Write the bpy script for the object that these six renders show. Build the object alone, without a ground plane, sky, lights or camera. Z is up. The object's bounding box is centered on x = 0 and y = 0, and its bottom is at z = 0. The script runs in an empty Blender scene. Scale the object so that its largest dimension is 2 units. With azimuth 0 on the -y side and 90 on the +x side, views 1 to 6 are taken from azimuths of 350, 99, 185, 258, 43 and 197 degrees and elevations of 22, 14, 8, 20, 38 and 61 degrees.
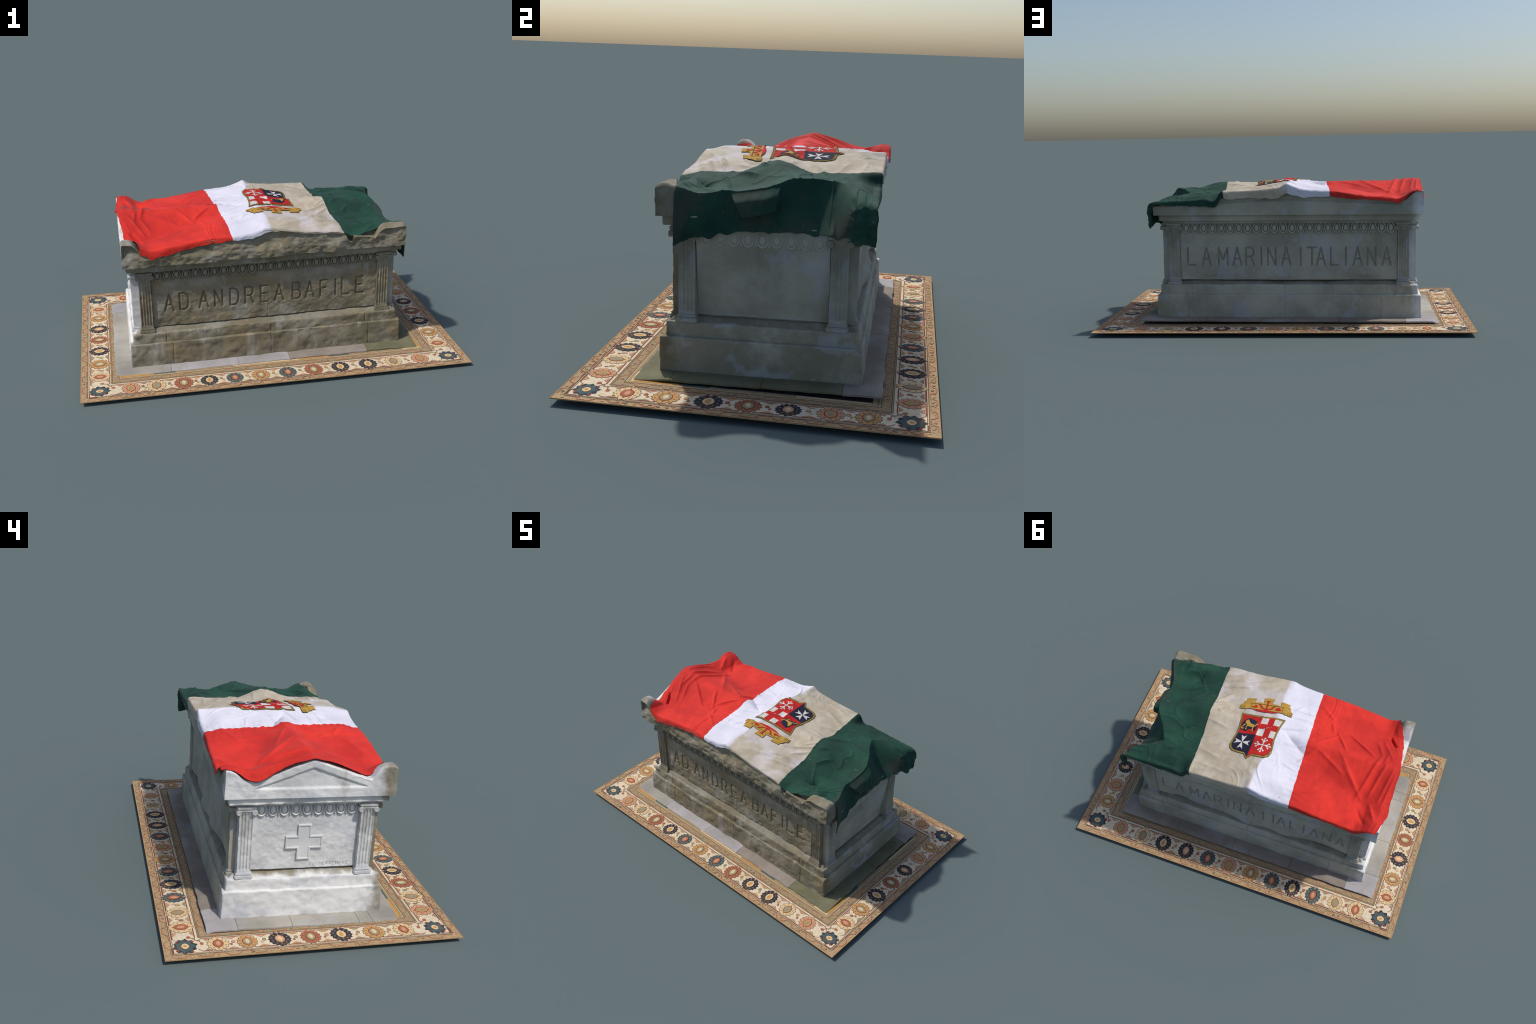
# Stone sarcophagus on a paving slab and a patterned carpet, draped with a tricolour flag.
import bpy, bmesh, math, random
import numpy as np
from mathutils import Matrix, Vector

random.seed(7)
R = np.random.RandomState(11)

# ------------------------------------------------------------------ noise
def _hash(ix, iy, iz, seed):
    h = (ix.astype(np.int64) * 374761393 + iy.astype(np.int64) * 668265263
         + iz.astype(np.int64) * 2147483647 + seed * 974634777) & 0xFFFFFFFF
    h = ((h ^ (h >> 13)) * 1274126177) & 0xFFFFFFFF
    h = (h ^ (h >> 16)) & 0xFFFFFF
    return h / float(0xFFFFFF) * 2 - 1

def vnoise(x, y, z, seed=0):
    x, y, z = np.broadcast_arrays(np.asarray(x, float), np.asarray(y, float), np.asarray(z, float))
    ix, iy, iz = np.floor(x), np.floor(y), np.floor(z)
    fx, fy, fz = x - ix, y - iy, z - iz
    ux, uy, uz = [f * f * f * (f * (f * 6 - 15) + 10) for f in (fx, fy, fz)]
    r = 0
    for dx in (0, 1):
        for dy in (0, 1):
            for dz in (0, 1):
                w = (ux if dx else 1 - ux) * (uy if dy else 1 - uy) * (uz if dz else 1 - uz)
                r = r + w * _hash(ix + dx, iy + dy, iz + dz, seed)
    return r

def fbm(x, y, z, scale, octaves=4, seed=0, gain=0.5):
    r, a, t = 0, 1.0, 0.0
    for o in range(octaves):
        f = scale * 2.03 ** o
        r = r + a * vnoise(np.asarray(x) * f + 17.3 * o, np.asarray(y) * f + 5.1 * o, np.asarray(z) * f - 9.7 * o, seed + o)
        t += a
        a *= gain
    return r / t

def smooth(a, b, x):
    t = np.clip((np.asarray(x, float) - a) / (b - a), 0, 1)
    return t * t * (3 - 2 * t)

def curve1d(table, x):
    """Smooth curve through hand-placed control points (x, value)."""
    t = np.array(table, float)
    xs, ys = t[:, 0], t[:, 1]
    m = np.gradient(ys, xs)
    x = np.clip(np.asarray(x, float), xs[0], xs[-1])
    i = np.clip(np.searchsorted(xs, x, side='right') - 1, 0, len(xs) - 2)
    h = xs[i + 1] - xs[i]
    s = (x - xs[i]) / h
    return ((2 * s**3 - 3 * s**2 + 1) * ys[i] + (s**3 - 2 * s**2 + s) * h * m[i]
            + (-2 * s**3 + 3 * s**2) * ys[i + 1] + (s**3 - s**2) * h * m[i + 1])

# ------------------------------------------------------------------ materials
def srgb(r, g, b):
    return tuple((c / 255 / 12.92) if c / 255 <= 0.04045 else ((c / 255 + 0.055) / 1.055) ** 2.4 for c in (r, g, b)) + (1,)

class Nodes:
    def __init__(self, name, rough=0.85):
        self.m = bpy.data.materials.new(name)
        self.m.use_nodes = True
        self.t = self.m.node_tree
        self.b = self.t.nodes['Principled BSDF']
        self.b.inputs['Roughness'].default_value = rough
        if 'Specular IOR Level' in self.b.inputs:
            self.b.inputs['Specular IOR Level'].default_value = 0.25
        self.co = self.t.nodes.new('ShaderNodeTexCoord').outputs['Object']
    def link(self, a, b):
        self.t.links.new(a, b)
    def noise(self, scale, detail=5, rough=0.6, stretch=None, dist=0.0, off=None):
        n = self.t.nodes.new('ShaderNodeTexNoise')
        n.inputs['Scale'].default_value = scale
        n.inputs['Detail'].default_value = detail
        n.inputs['Roughness'].default_value = rough
        n.inputs['Distortion'].default_value = dist
        src = self.co
        if stretch or off:
            mp = self.t.nodes.new('ShaderNodeMapping')
            mp.inputs['Scale'].default_value = stretch or (1, 1, 1)
            mp.inputs['Location'].default_value = off or (0, 0, 0)
            self.link(src, mp.inputs['Vector'])
            src = mp.outputs[0]
        self.link(src, n.inputs['Vector'])
        return n.outputs['Fac']
    def ramp(self, fac, stops):
        n = self.t.nodes.new('ShaderNodeValToRGB')
        e = n.color_ramp.elements
        while len(e) < len(stops):
            e.new(0.5)
        for el, (p, c) in zip(e, stops):
            el.position = p
            el.color = c if len(c) == 4 else (*c, 1)
        self.link(fac, n.inputs[0])
        return n.outputs[0]
    def mask(self, fac, lo, hi):
        n = self.t.nodes.new('ShaderNodeMapRange')
        n.interpolation_type = 'SMOOTHSTEP'
        n.inputs['From Min'].default_value = lo
        n.inputs['From Max'].default_value = hi
        self.link(fac, n.inputs['Value'])
        return n.outputs[0]
    def math(self, op, a, b=None):
        n = self.t.nodes.new('ShaderNodeMath')
        n.operation = op
        for i, v in enumerate((a, b)):
            if v is None:
                continue
            if isinstance(v, (int, float)):
                n.inputs[i].default_value = v
            else:
                self.link(v, n.inputs[i])
        return n.outputs[0]
    def axis(self, i):
        n = self.t.nodes.new('ShaderNodeSeparateXYZ')
        self.link(self.co, n.inputs[0])
        return n.outputs[i]
    def mix(self, fac, a, b, mode='MIX'):
        n = self.t.nodes.new('ShaderNodeMix')
        n.data_type = 'RGBA'
        n.blend_type = mode
        for s, v in ((n.inputs[0], fac), (n.inputs[6], a), (n.inputs[7], b)):
            if isinstance(v, (int, float)):
                s.default_value = v
            elif isinstance(v, tuple):
                s.default_value = v
            else:
                self.link(v, s)
        return n.outputs[2]
    def bump(self, fac, strength=0.3, dist=0.004):
        n = self.t.nodes.new('ShaderNodeBump')
        n.inputs['Strength'].default_value = strength
        n.inputs['Distance'].default_value = dist
        self.link(fac, n.inputs['Height'])
        self.link(n.outputs[0], self.b.inputs['Normal'])
    def color(self, c):
        if isinstance(c, tuple):
            self.b.inputs['Base Color'].default_value = c
        else:
            self.link(c, self.b.inputs['Base Color'])
        return self.m

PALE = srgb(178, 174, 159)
GREY = srgb(146, 143, 129)
BRIGHT = srgb(216, 215, 213)
BRIGHT2 = srgb(190, 190, 190)
BROWN = srgb(117, 108, 87)
OLIVE = srgb(104, 98, 74)

def stone_material(name, pale=PALE, grey=GREY, front_patina=False, patina=0.0, blue=0.35, sunlit_end=False):
    n = Nodes(name)
    big = n.noise(3.2, 6, 0.62)
    fine = n.noise(26, 6, 0.7)
    c = n.mix(n.mask(big, 0.36, 0.66), grey, pale)
    patches = n.noise(7.5, 3, 0.55, off=(3, 1, 7))
    if sunlit_end:
        # baked sunlight painted into the pale end, ragged border against the weathered stone
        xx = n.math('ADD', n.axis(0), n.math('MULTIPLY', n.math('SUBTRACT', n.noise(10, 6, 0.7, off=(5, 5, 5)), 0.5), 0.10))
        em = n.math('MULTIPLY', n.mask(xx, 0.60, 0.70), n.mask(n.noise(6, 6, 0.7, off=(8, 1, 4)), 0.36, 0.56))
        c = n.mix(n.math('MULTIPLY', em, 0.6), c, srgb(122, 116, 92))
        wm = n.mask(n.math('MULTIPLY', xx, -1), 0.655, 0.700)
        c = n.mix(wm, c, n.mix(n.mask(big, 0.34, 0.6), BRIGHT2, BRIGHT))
    c = n.mix(n.math('MULTIPLY', n.mask(patches, 0.58, 0.63), blue), c, srgb(170, 174, 186))
    c = n.mix(n.math('MULTIPLY', n.mask(fine, 0.54, 0.76), 0.35), c, srgb(122, 119, 108))
    stain = n.noise(6.5, 6, 0.68, stretch=(1, 1, 0.35), off=(2, 6, 1))
    c = n.mix(n.math('MULTIPLY', n.mask(stain, 0.56, 0.70), 0.35), c, srgb(112, 106, 86))
    dirt = n.noise(5.0, 7, 0.66, off=(9, 4, 2))
    if front_patina:
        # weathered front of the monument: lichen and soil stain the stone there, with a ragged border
        y = n.axis(1)
        yy = n.math('ADD', y, n.math('MULTIPLY', n.math('SUBTRACT', n.noise(9, 6, 0.7), 0.5), 0.16))
        m = n.mask(n.math('MULTIPLY', yy, -1), 0.285, 0.345)
        pat = n.mix(n.mask(dirt, 0.42, 0.64), BROWN, srgb(140, 134, 119))
        pat = n.mix(n.math('MULTIPLY', n.mask(n.noise(4.2, 5, 0.6, off=(1, 8, 3)), 0.5, 0.62), 0.7), pat, OLIVE)
        pat = n.mix(n.math('MULTIPLY', n.mask(fine, 0.50, 0.72), 0.55), pat, srgb(84, 78, 64))
        pat = n.mix(n.math('MULTIPLY', n.mask(n.noise(5.5, 5, 0.65, off=(6, 3, 9)), 0.52, 0.64), 0.32), pat, srgb(150, 128, 88))
        pat = n.mix(n.math('MULTIPLY', n.mask(n.noise(16, 4, 0.6, stretch=(1, 1, 0.16), off=(2, 2, 5)), 0.56, 0.68), 0.40), pat, srgb(172, 170, 164))
        c = n.mix(n.math('MULTIPLY', m, 0.92), c, pat)
    if patina:
        pat = n.mix(n.mask(dirt, 0.44, 0.64), BROWN, srgb(143, 138, 126))
        pat = n.mix(n.math('MULTIPLY', n.mask(fine, 0.5, 0.72), 0.5), pat, srgb(92, 86, 70))
        pat = n.mix(n.math('MULTIPLY', n.mask(n.noise(5.5, 5, 0.65, off=(6, 3, 9)), 0.52, 0.64), 0.32), pat, srgb(150, 128, 88))
        pat = n.mix(n.math('MULTIPLY', n.mask(n.noise(16, 4, 0.6, stretch=(1, 1, 0.16), off=(2, 2, 5)), 0.56, 0.68), 0.40), pat, srgb(172, 170, 164))
        c = n.mix(n.math('MULTIPLY', n.math('SUBTRACT', 1.0, wm), patina) if sunlit_end else patina, c, pat)
    n.bump(n.noise(70, 6, 0.7), 0.35, 0.003)
    return n.color(c)

M_STONE = stone_material('weathered_marble', front_patina=True, sunlit_end=True)
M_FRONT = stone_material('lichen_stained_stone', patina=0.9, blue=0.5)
M_LEDGE = stone_material('grimy_ledge', srgb(150, 146, 134), srgb(96, 92, 78), patina=0.6, blue=0.3, sunlit_end=True)
M_MARBLE = stone_material('grey_marble')
M_BRIGHT = stone_material('sunlit_marble', BRIGHT, BRIGHT2, blue=0.3)  # lit copy of the marble, baked sunlight in its colour
M_PAVE = [stone_material('paving_stone_lilac', srgb(178, 173, 174), srgb(152, 147, 146), blue=0.2),
          stone_material('paving_stone_grey', srgb(164, 159, 149), srgb(140, 136, 127), blue=0.15),
          stone_material('paving_stone_mossy', srgb(112, 112, 84), srgb(88, 90, 64), patina=0.25, blue=0.0),
          stone_material('paving_stone_brown', srgb(150, 140, 130), srgb(126, 116, 106), blue=0.1)]

def plain(name, rgb, vary=0.25, rough=0.9, bump=0.0, scale=60, edge=None):
    n = Nodes(name, rough)
    base = srgb(*rgb)
    dark = tuple(c * (1 - vary) for c in base[:3]) + (1,)
    f = n.noise(scale, 4, 0.65)
    c = n.ramp(f, [(0.3, dark), (0.65, base)])
    if bump:
        n.bump(n.noise(scale * 4, 3, 0.6), bump, 0.002)
    return n.color(c)

M_GROOVE = plain('dark_soil_in_letters', (112, 102, 80), 0.35, scale=40)
M_GROOVE2 = plain('grey_soil_in_letters', (140, 137, 124), 0.3, scale=40)

# ------------------------------------------------------------------ mesh helpers
def make(name, verts, faces, mats, parent=None, mat_index=None, smooth_shade=True, angle=None):
    me = bpy.data.meshes.new(name)
    me.from_pydata([tuple(v) for v in verts], [], [tuple(int(i) for i in f) for f in faces])
    for m in (mats if isinstance(mats, (list, tuple)) else [mats]):
        me.materials.append(m)
    if mat_index is not None:
        me.polygons.foreach_set('material_index', np.array(mat_index, dtype=np.int32))
    me.polygons.foreach_set('use_smooth', np.full(len(me.polygons), smooth_shade))
    if angle is not None:
        me.set_sharp_from_angle(angle=math.radians(angle))
    me.update()
    return place(name, me, parent)

def place(name, me, parent=None, loc=(0, 0, 0), rot=0.0, scale=(1, 1, 1)):
    o = bpy.data.objects.new(name, me)
    bpy.context.scene.collection.objects.link(o)
    o.location = loc
    o.rotation_euler = (0, 0, rot)
    o.scale = scale
    if parent:
        o.parent = parent
    return o

def grid_faces(nx, ny, off=0, flip=False):
    i, j = np.meshgrid(np.arange(nx - 1), np.arange(ny - 1), indexing='ij')
    a = off + i * ny + j
    f = np.stack([a, a + ny, a + ny + 1, a + 1], -1).reshape(-1, 4)
    return f[:, ::-1] if flip else f

def edged(lo, hi, step, r, extra=()):
    """Grid coordinates with closer lines at both ends and around given seams."""
    n = max(2, int(round((hi - lo) / step)))
    v = list(np.linspace(lo, hi, n + 1)) + [lo + r * k for k in (0.15, 0.4, 0.7, 1)] + [hi - r * k for k in (0.15, 0.4, 0.7, 1)]
    for e in extra:
        v += [e - .0035, e - .0012, e, e + .0012, e + .0035]
    v = sorted(v)
    out = [v[0]]
    for q in v[1:]:
        if q - out[-1] > 0.0007:
            out.append(q)
    return np.array(out)

def relief_block(name, hx, hy, z0, z1, mat, parent, step=0.008, r=0.006, disp=None, taper=None, seams=(), yseams=(), warp=None):
    """Rounded block whose whole skin is moved along its normal by disp(points, normals)."""
    xs = edged(-hx, hx, step, r, seams)
    ys = edged(-hy, hy, step, r, yseams)
    zs = edged(z0, z1, step, r)
    V, F, base = [], [], 0
    def sheet(P, nx, ny, flip):
        nonlocal base
        V.append(P.reshape(-1, 3))
        F.append(grid_faces(nx, ny, base, flip))
        base += nx * ny
    X, Y = np.meshgrid(xs, ys, indexing='ij')
    sheet(np.stack([X, Y, np.full_like(X, z1)], -1), len(xs), len(ys), False)
    sheet(np.stack([X, Y, np.full_like(X, z0)], -1), len(xs), len(ys), True)
    X, Z = np.meshgrid(xs, zs, indexing='ij')
    sheet(np.stack([X, np.full_like(X, -hy), Z], -1), len(xs), len(zs), False)
    sheet(np.stack([X, np.full_like(X, hy), Z], -1), len(xs), len(zs), True)
    Y, Z = np.meshgrid(ys, zs, indexing='ij')
    sheet(np.stack([np.full_like(Y, -hx), Y, Z], -1), len(ys), len(zs), True)
    sheet(np.stack([np.full_like(Y, hx), Y, Z], -1), len(ys), len(zs), False)
    P = np.concatenate(V)
    F = np.concatenate(F)
    q = np.stack([np.clip(P[:, 0], -hx + r, hx - r), np.clip(P[:, 1], -hy + r, hy - r), np.clip(P[:, 2], z0 + r, z1 - r)], -1)
    d = P - q
    nn = d / np.maximum(np.linalg.norm(d, axis=1, keepdims=True), 1e-9)
    Q = q + nn * r
    if disp is not None:
        Q = Q + nn * disp(P, nn)[:, None]
    if taper:
        k = (P[:, 2] - z0) / (z1 - z0)
        ins = taper(k)
        Q[:, 0] -= np.sign(P[:, 0]) * np.where(abs(P[:, 0]) > hx * .6, ins * smooth(hx * .6, hx, abs(P[:, 0])), 0)
        Q[:, 1] -= np.sign(P[:, 1]) * np.where(abs(P[:, 1]) > hy * .6, ins * smooth(hy * .6, hy, abs(P[:, 1])), 0)
    if warp:
        Q = warp(Q)
    # weld coincident border vertices
    key = np.round(P / 1e-5).astype(np.int64)
    _, first, inv = np.unique(key, axis=0, return_index=True, return_inverse=True)
    inv = inv.reshape(-1)
    return make(name, Q[first], inv[F], mat, parent, angle=60)

def rough_amount(P, n):
    """Chipped, coarse stone with scan noise on the weathered front; finer on the other sides."""
    front = smooth(0.2, 0.9, -n[:, 1])
    return front

def stone_relief(seams=(), seam_depth=0.003, rough_front=0.006, rough_rest=0.0032, seed=0):
    def f(P, n):
        fr = rough_amount(P, n)
        x, y, z = P.T
        lumps = fbm(x, y, z, 16, 4, seed) * (rough_front * fr + rough_rest * (1 - fr))
        chips = np.minimum(0, fbm(x, y, z, 34, 3, seed + 40) + 0.15) * (rough_front * 1.1 * fr + rough_rest * 1.1 * (1 - fr))
        left = smooth(.2, .9, -n[:, 0]) + .5 * smooth(.3, .7, abs(n[:, 2])) * smooth(-.62, -.70, x)
        d = lumps + chips + left * .0035 * fbm(x, y, z, 38, 2, seed + 70)  # last term: scan noise of the pale end kept as relief
        for s in seams:
            side = abs(n[:, 1]) > 0.5
            d = d - np.where(side, seam_depth * np.exp(-((x - s - 0.0015 * vnoise(z * 60, x * 0, x * 0, 3)) / 0.0016) ** 2), 0)
        return d
    return f

# ================================================================== TOMB
TILT_A, TILT_B = 0.0075, 0.018         # the scanned monument leans a little
tomb = bpy.data.objects.new('sarcophagus', None)
bpy.context.scene.collection.objects.link(tomb)
tomb.location = (-0.0185, 0.010, 0.040)
tomb.rotation_euler = (TILT_B, -TILT_A, 0)
tomb['label'] = 'grey stone sarcophagus with pilasters, inscriptions and gabled lid'
tomb['category'] = 'sarcophagus'

def to_local(x, y, z):
    return x + 0.0185 + TILT_A * (z - 0.04), y - 0.010 + TILT_B * (z - 0.04), z - 0.040 - TILT_A * (x + 0.0185) - TILT_B * (y - 0.01)

# --- buried footing that carries everything
make('footing', [(sx * .70, sy * .34, z) for z in (-0.0, -0.0275) for sx, sy in ((-1, -1), (1, -1), (1, 1), (-1, 1))],
     [(0, 1, 2, 3), (7, 6, 5, 4), (0, 4, 5, 1), (1, 5, 6, 2), (2, 6, 7, 3), (3, 7, 4, 0)], M_MARBLE, tomb, smooth_shade=False)

# --- paving stones around the foot
def paving():
    x0, x1, y0, y1 = -0.805, 0.798, -0.432, 0.436
    cells = []
    fx = [x0, -0.52, -0.17, 0.10, 0.52, x1]
    bx = [x0, -0.63, -0.28, 0.08, 0.44, x1]
    for a, b in zip(fx[:-1], fx[1:]):
        cells.append((a, b, y0, -0.30))
    for a, b in zip(bx[:-1], bx[1:]):
        cells.append((a, b, 0.30, y1))
    for a, b in ((-0.30, -0.24), (-0.24, 0.06), (0.06, 0.30)):
        cells.append((x0, -0.60, a, b))
    for a, b in ((-0.30, 0.02), (0.02, 0.30)):
        cells.append((0.60, x1, a, b))
    kinds = [1, 0, 0, 3, 2, 0, 3, 3, 3, 3, 1, 1, 1, 2, 2]
    for (a, b, c, d), k in zip(cells, kinds):
        g = 0.0008
        xs = np.linspace(a + g, b - g, max(4, int((b - a) / .010)))
        ys = np.linspace(c + g, d - g, max(4, int((d - c) / .010)))
        X, Y = np.meshgrid(xs, ys, indexing='ij')
        # ragged outer rim
        def rag(X, Y):
            wob = 0.007 * fbm(X, Y, 0, 22, 4, 5)
            Xn = np.where(X < x0 + .03, X + wob * smooth(.03, 0, X - x0), np.where(X > x1 - .03, X + wob * smooth(.03, 0, x1 - X), X))
            Yn = np.where(Y < y0 + .03, Y + wob * smooth(.03, 0, Y - y0), np.where(Y > y1 - .03, Y + wob * smooth(.03, 0, y1 - Y), Y))
            return Xn, Yn
        Xr, Yr = rag(X, Y)
        rim = np.minimum(np.minimum(X - x0, x1 - X), np.minimum(Y - y0, y1 - Y))
        drop = 0.005 * smooth(.02, 0, rim) + 0.009 * smooth(.62, .80, X) * smooth(-.30, -.43, Y) + 0.010 * smooth(-.77, -.80, X) * smooth(.40, .435, Y)
        Z = 0.0015 * fbm(X, Y, 0, 9, 4, 2) - drop + 0.0005
        top = np.stack([Xr, Yr, Z], -1)
        bot = np.stack([Xr, Yr, Z - 0.007], -1)
        nx, ny = X.shape
        V = np.concatenate([top.reshape(-1, 3), bot.reshape(-1, 3)])
        F = list(map(tuple, grid_faces(nx, ny))) + list(map(tuple, grid_faces(nx, ny, nx * ny, True)))
        loop = [i * ny for i in range(nx)] + [(nx - 1) * ny + j for j in range(1, ny)] + [i * ny + ny - 1 for i in range(nx - 2, -1, -1)] + [j for j in range(ny - 2, 0, -1)]
        for p, q in zip(loop, loop[1:] + loop[:1]):
            F.append((p, p + nx * ny, q + nx * ny, q))
        make('paving_stone', V, F, M_PAVE[k], tomb, angle=50)
paving()

# --- stepped plinth
JOINTS = (-0.50, 0.015, 0.545)
relief_block('lower_plinth', .720, .362, -.004, .125, M_STONE, tomb, .008, .006,
             stone_relief(JOINTS, rough_front=.008, seed=1), taper=lambda k: 0.004 * k, seams=JOINTS)
relief_block('upper_plinth', .703, .346, .115, .178, M_STONE, tomb, .008, .008,
             stone_relief((-0.53, 0.02, 0.53), rough_front=.009, seed=2), taper=lambda k: 0.003 * k, seams=(-0.53, 0.02, 0.53))
relief_block('plinth_slope', .696, .338, .165, .195, M_LEDGE, tomb, .010, .005,
             stone_relief(rough_front=.007, rough_rest=.003, seed=3), taper=lambda k: 0.026 * np.clip(k * 1.3 - .3, 0, 1))

# --- body
FACE_Y, FACE_X = 0.300, 0.664          # planes behind the pilasters
PANEL_F, PANEL_B, PANEL_E = .314, .319, .668
relief_block('body_core', FACE_X - .010, FACE_Y - .006, .17, .53, M_STONE, tomb, .02, .004)

FRONT, RIGHT, BACK, LEFT = 0.0, math.pi / 2, math.pi, -math.pi / 2

STROKES = {
    'A': [[(0, 0), (.5, 1), (1, 0)], [(.2, .36), (.8, .36)]],
    'B': [[(0, 0), (0, 1), (.6, 1), (.82, .9), (.86, .76), (.78, .6), (.6, .53), (0, .53)], [(.6, .53), (.88, .42), (.95, .25), (.85, .08), (.6, 0), (0, 0)]],
    'D': [[(0, 0), (0, 1), (.5, 1), (.82, .88), (.95, .65), (.95, .35), (.82, .12), (.5, 0), (0, 0)]],
    'E': [[(.9, 1), (0, 1), (0, 0), (.9, 0)], [(0, .52), (.7, .52)]],
    'F': [[(.9, 1), (0, 1), (0, 0)], [(0, .52), (.7, .52)]],
    'I': [[(.5, 0), (.5, 1)]],
    'L': [[(0, 1), (0, 0), (.9, 0)]],
    'M': [[(0, 0), (0, 1), (.5, .3), (1, 1), (1, 0)]],
    'N': [[(0, 0), (0, 1), (.9, 0), (.9, 1)]],
    'R': [[(0, 0), (0, 1), (.6, 1), (.85, .88), (.88, .72), (.8, .56), (.6, .48), (0, .48)], [(.55, .48), (.95, 0)]],
    'T': [[(0, 1), (1, 1)], [(.5, 1), (.5, 0)]],
    'S': [[(.9, .85), (.6, 1), (.2, .92), (.1, .72), (.8, .4), (.85, .15), (.5, 0), (.05, .12)]],
    'O': [[(.5, 1), (.1, .8), (0, .5), (.1, .2), (.5, 0), (.9, .2), (1, .5), (.9, .8), (.5, 1)]],
    'X': [[(0, 0), (1, 1)], [(0, 1), (1, 0)]],
    'V': [[(0, 1), (.5, 0), (1, 1)]],
    'G': [[(.9, .85), (.5, 1), (.1, .8), (0, .5), (.1, .2), (.5, 0), (.9, .2), (.9, .45), (.55, .45)]],
}

def letter_layout(spec, z0, h):
    """spec: list of (glyph, centre along the face, width) -> list of stroke lists in face coordinates."""
    out = []
    for g, c, w in spec:
        out.append([[(c + (px - .5) * w, z0 + pz * h) for px, pz in line] for line in STROKES[g]])
    return out

def seg_dist(U, Z, lines):
    d = np.full(U.shape, 9.0)
    for line in lines:
        for (ax, az), (bx, bz) in zip(line[:-1], line[1:]):
            vx, vz = bx - ax, bz - az
            t = np.clip(((U - ax) * vx + (Z - az) * vz) / (vx * vx + vz * vz), 0, 1)
            d = np.minimum(d, np.hypot(U - ax - t * vx, Z - az - t * vz))
    return d

def panel(name, rot, half, plane, z0, z1, rough, letters, mat, soil, step=.003, seed=5, extra=None, width=.0055, depth=.006):
    us = np.linspace(-half, half, int(2 * half / step))
    zs = np.linspace(z0, z1, int((z1 - z0) / step))
    U, Z = np.meshgrid(us, zs, indexing='ij')
    def skin(U, Z):
        low = smooth(z0 + (z1 - z0) * .72, z0, Z)
        flat = 1 - .8 * smooth(.452, .462, Z)
        d = fbm(U, 0, Z, 15, 4, seed) * rough * (0.35 + 0.65 * low) + fbm(U, 3, Z, 45, 3, seed + 9) * rough * .35
        d = d * flat
        if extra:
            d = d + extra(U, Z)
        return d
    D = skin(U, Z)
    lines = [l for let in letters for l in let]
    if lines:
        dist = seg_dist(U, Z, lines)
        D = D - depth * (1 - smooth(width * .45, width * 1.15, dist))
    # edge roll so the panel closes onto the body
    e = np.minimum(np.minimum(U + half, half - U), np.minimum(Z - z0, z1 - Z))
    D = np.where(e < 1e-6, -.012, D)
    V = np.stack([U, -D, Z], -1).reshape(-1, 3)
    o = make(name, V, grid_faces(len(us), len(zs)), mat, tomb, angle=65)
    o.rotation_euler = (0, 0, rot)
    off = Matrix.Rotation(rot, 3, 'Z') @ Vector((0, -plane, 0))
    o.location = off
    for let in letters:
        VV, FF = [], []
        for line in let:
            for (ax, az), (bx, bz) in zip(line[:-1], line[1:]):
                L = math.hypot(bx - ax, bz - az)
                k = max(2, int(L / .006))
                px, pz = -(bz - az) / L * width * .75, (bx - ax) / L * width * .75
                b0 = len(VV)
                for i in range(k + 1):
                    t = i / k
                    cx, cz = ax + (bx - ax) * t, az + (bz - az) * t
                    s = float(skin(np.array(cx), np.array(cz))) - depth * .62
                    VV += [(cx - px, -s, cz - pz), (cx + px, -s, cz + pz)]
                    if i:
                        q = b0 + 2 * i
                        FF.append((q - 2, q, q + 1, q - 1))
        lo = make('letter', VV, FF, soil, o, smooth_shade=False)
    return o

front_spec = [(g, x + .0185 + TILT_A * .3, w) for g, x, w in zip(
    'ADANDREABAFILE',
    (-.525, -.447, -.347, -.268, -.187, -.108, -.029, .048, .143, .213, .289, .351, .407, .485),
    (.046, .046, .046, .044, .046, .046, .040, .046, .046, .046, .040, .02, .042, .046))]
back_spec = [(g, -(x + .0185 + TILT_A * .3), w) for g, x, w in zip(
    'LAMARINAITALIANA',
    (.508, .428, .336, .258, .186, .125, .066, -.011, -.090, -.151, -.199, -.276, -.335, -.398, -.475, -.554),
    (.046, .046, .050, .046, .048, .02, .048, .046, .02, .048, .046, .046, .02, .046, .048, .046))]

def body_seam(U, Z):
    return -.0025 * np.exp(-((U - .01 - .003 * vnoise(Z * 40, Z * 0, Z * 0, 3)) / .0015) ** 2)

def back_swell(U, Z):
    # swollen foot of the back panel with hollows on either side
    b = .030 * np.exp(-((U + .02) / .085) ** 2 - ((Z - .225) / .045) ** 2) + .020 * np.exp(-((U - .20) / .07) ** 2 - ((Z - .215) / .03) ** 2)
    h = -.012 * np.exp(-((U - .42) / .12) ** 2 - ((Z - .205) / .02) ** 2) - .012 * np.exp(-((U + .44) / .06) ** 2 - ((Z - .205) / .02) ** 2)
    return b + h + body_seam(U, Z)
panel('inscribed_panel', FRONT, .594, PANEL_F, .198, .522, .0062, letter_layout(front_spec, .284, .092), M_FRONT, M_GROOVE, extra=body_seam)
panel('inscribed_panel', BACK, .594, PANEL_B, .200, .522, .0026, letter_layout(back_spec, .281, .096), M_MARBLE, M_GROOVE2, seed=15, extra=back_swell)
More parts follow.
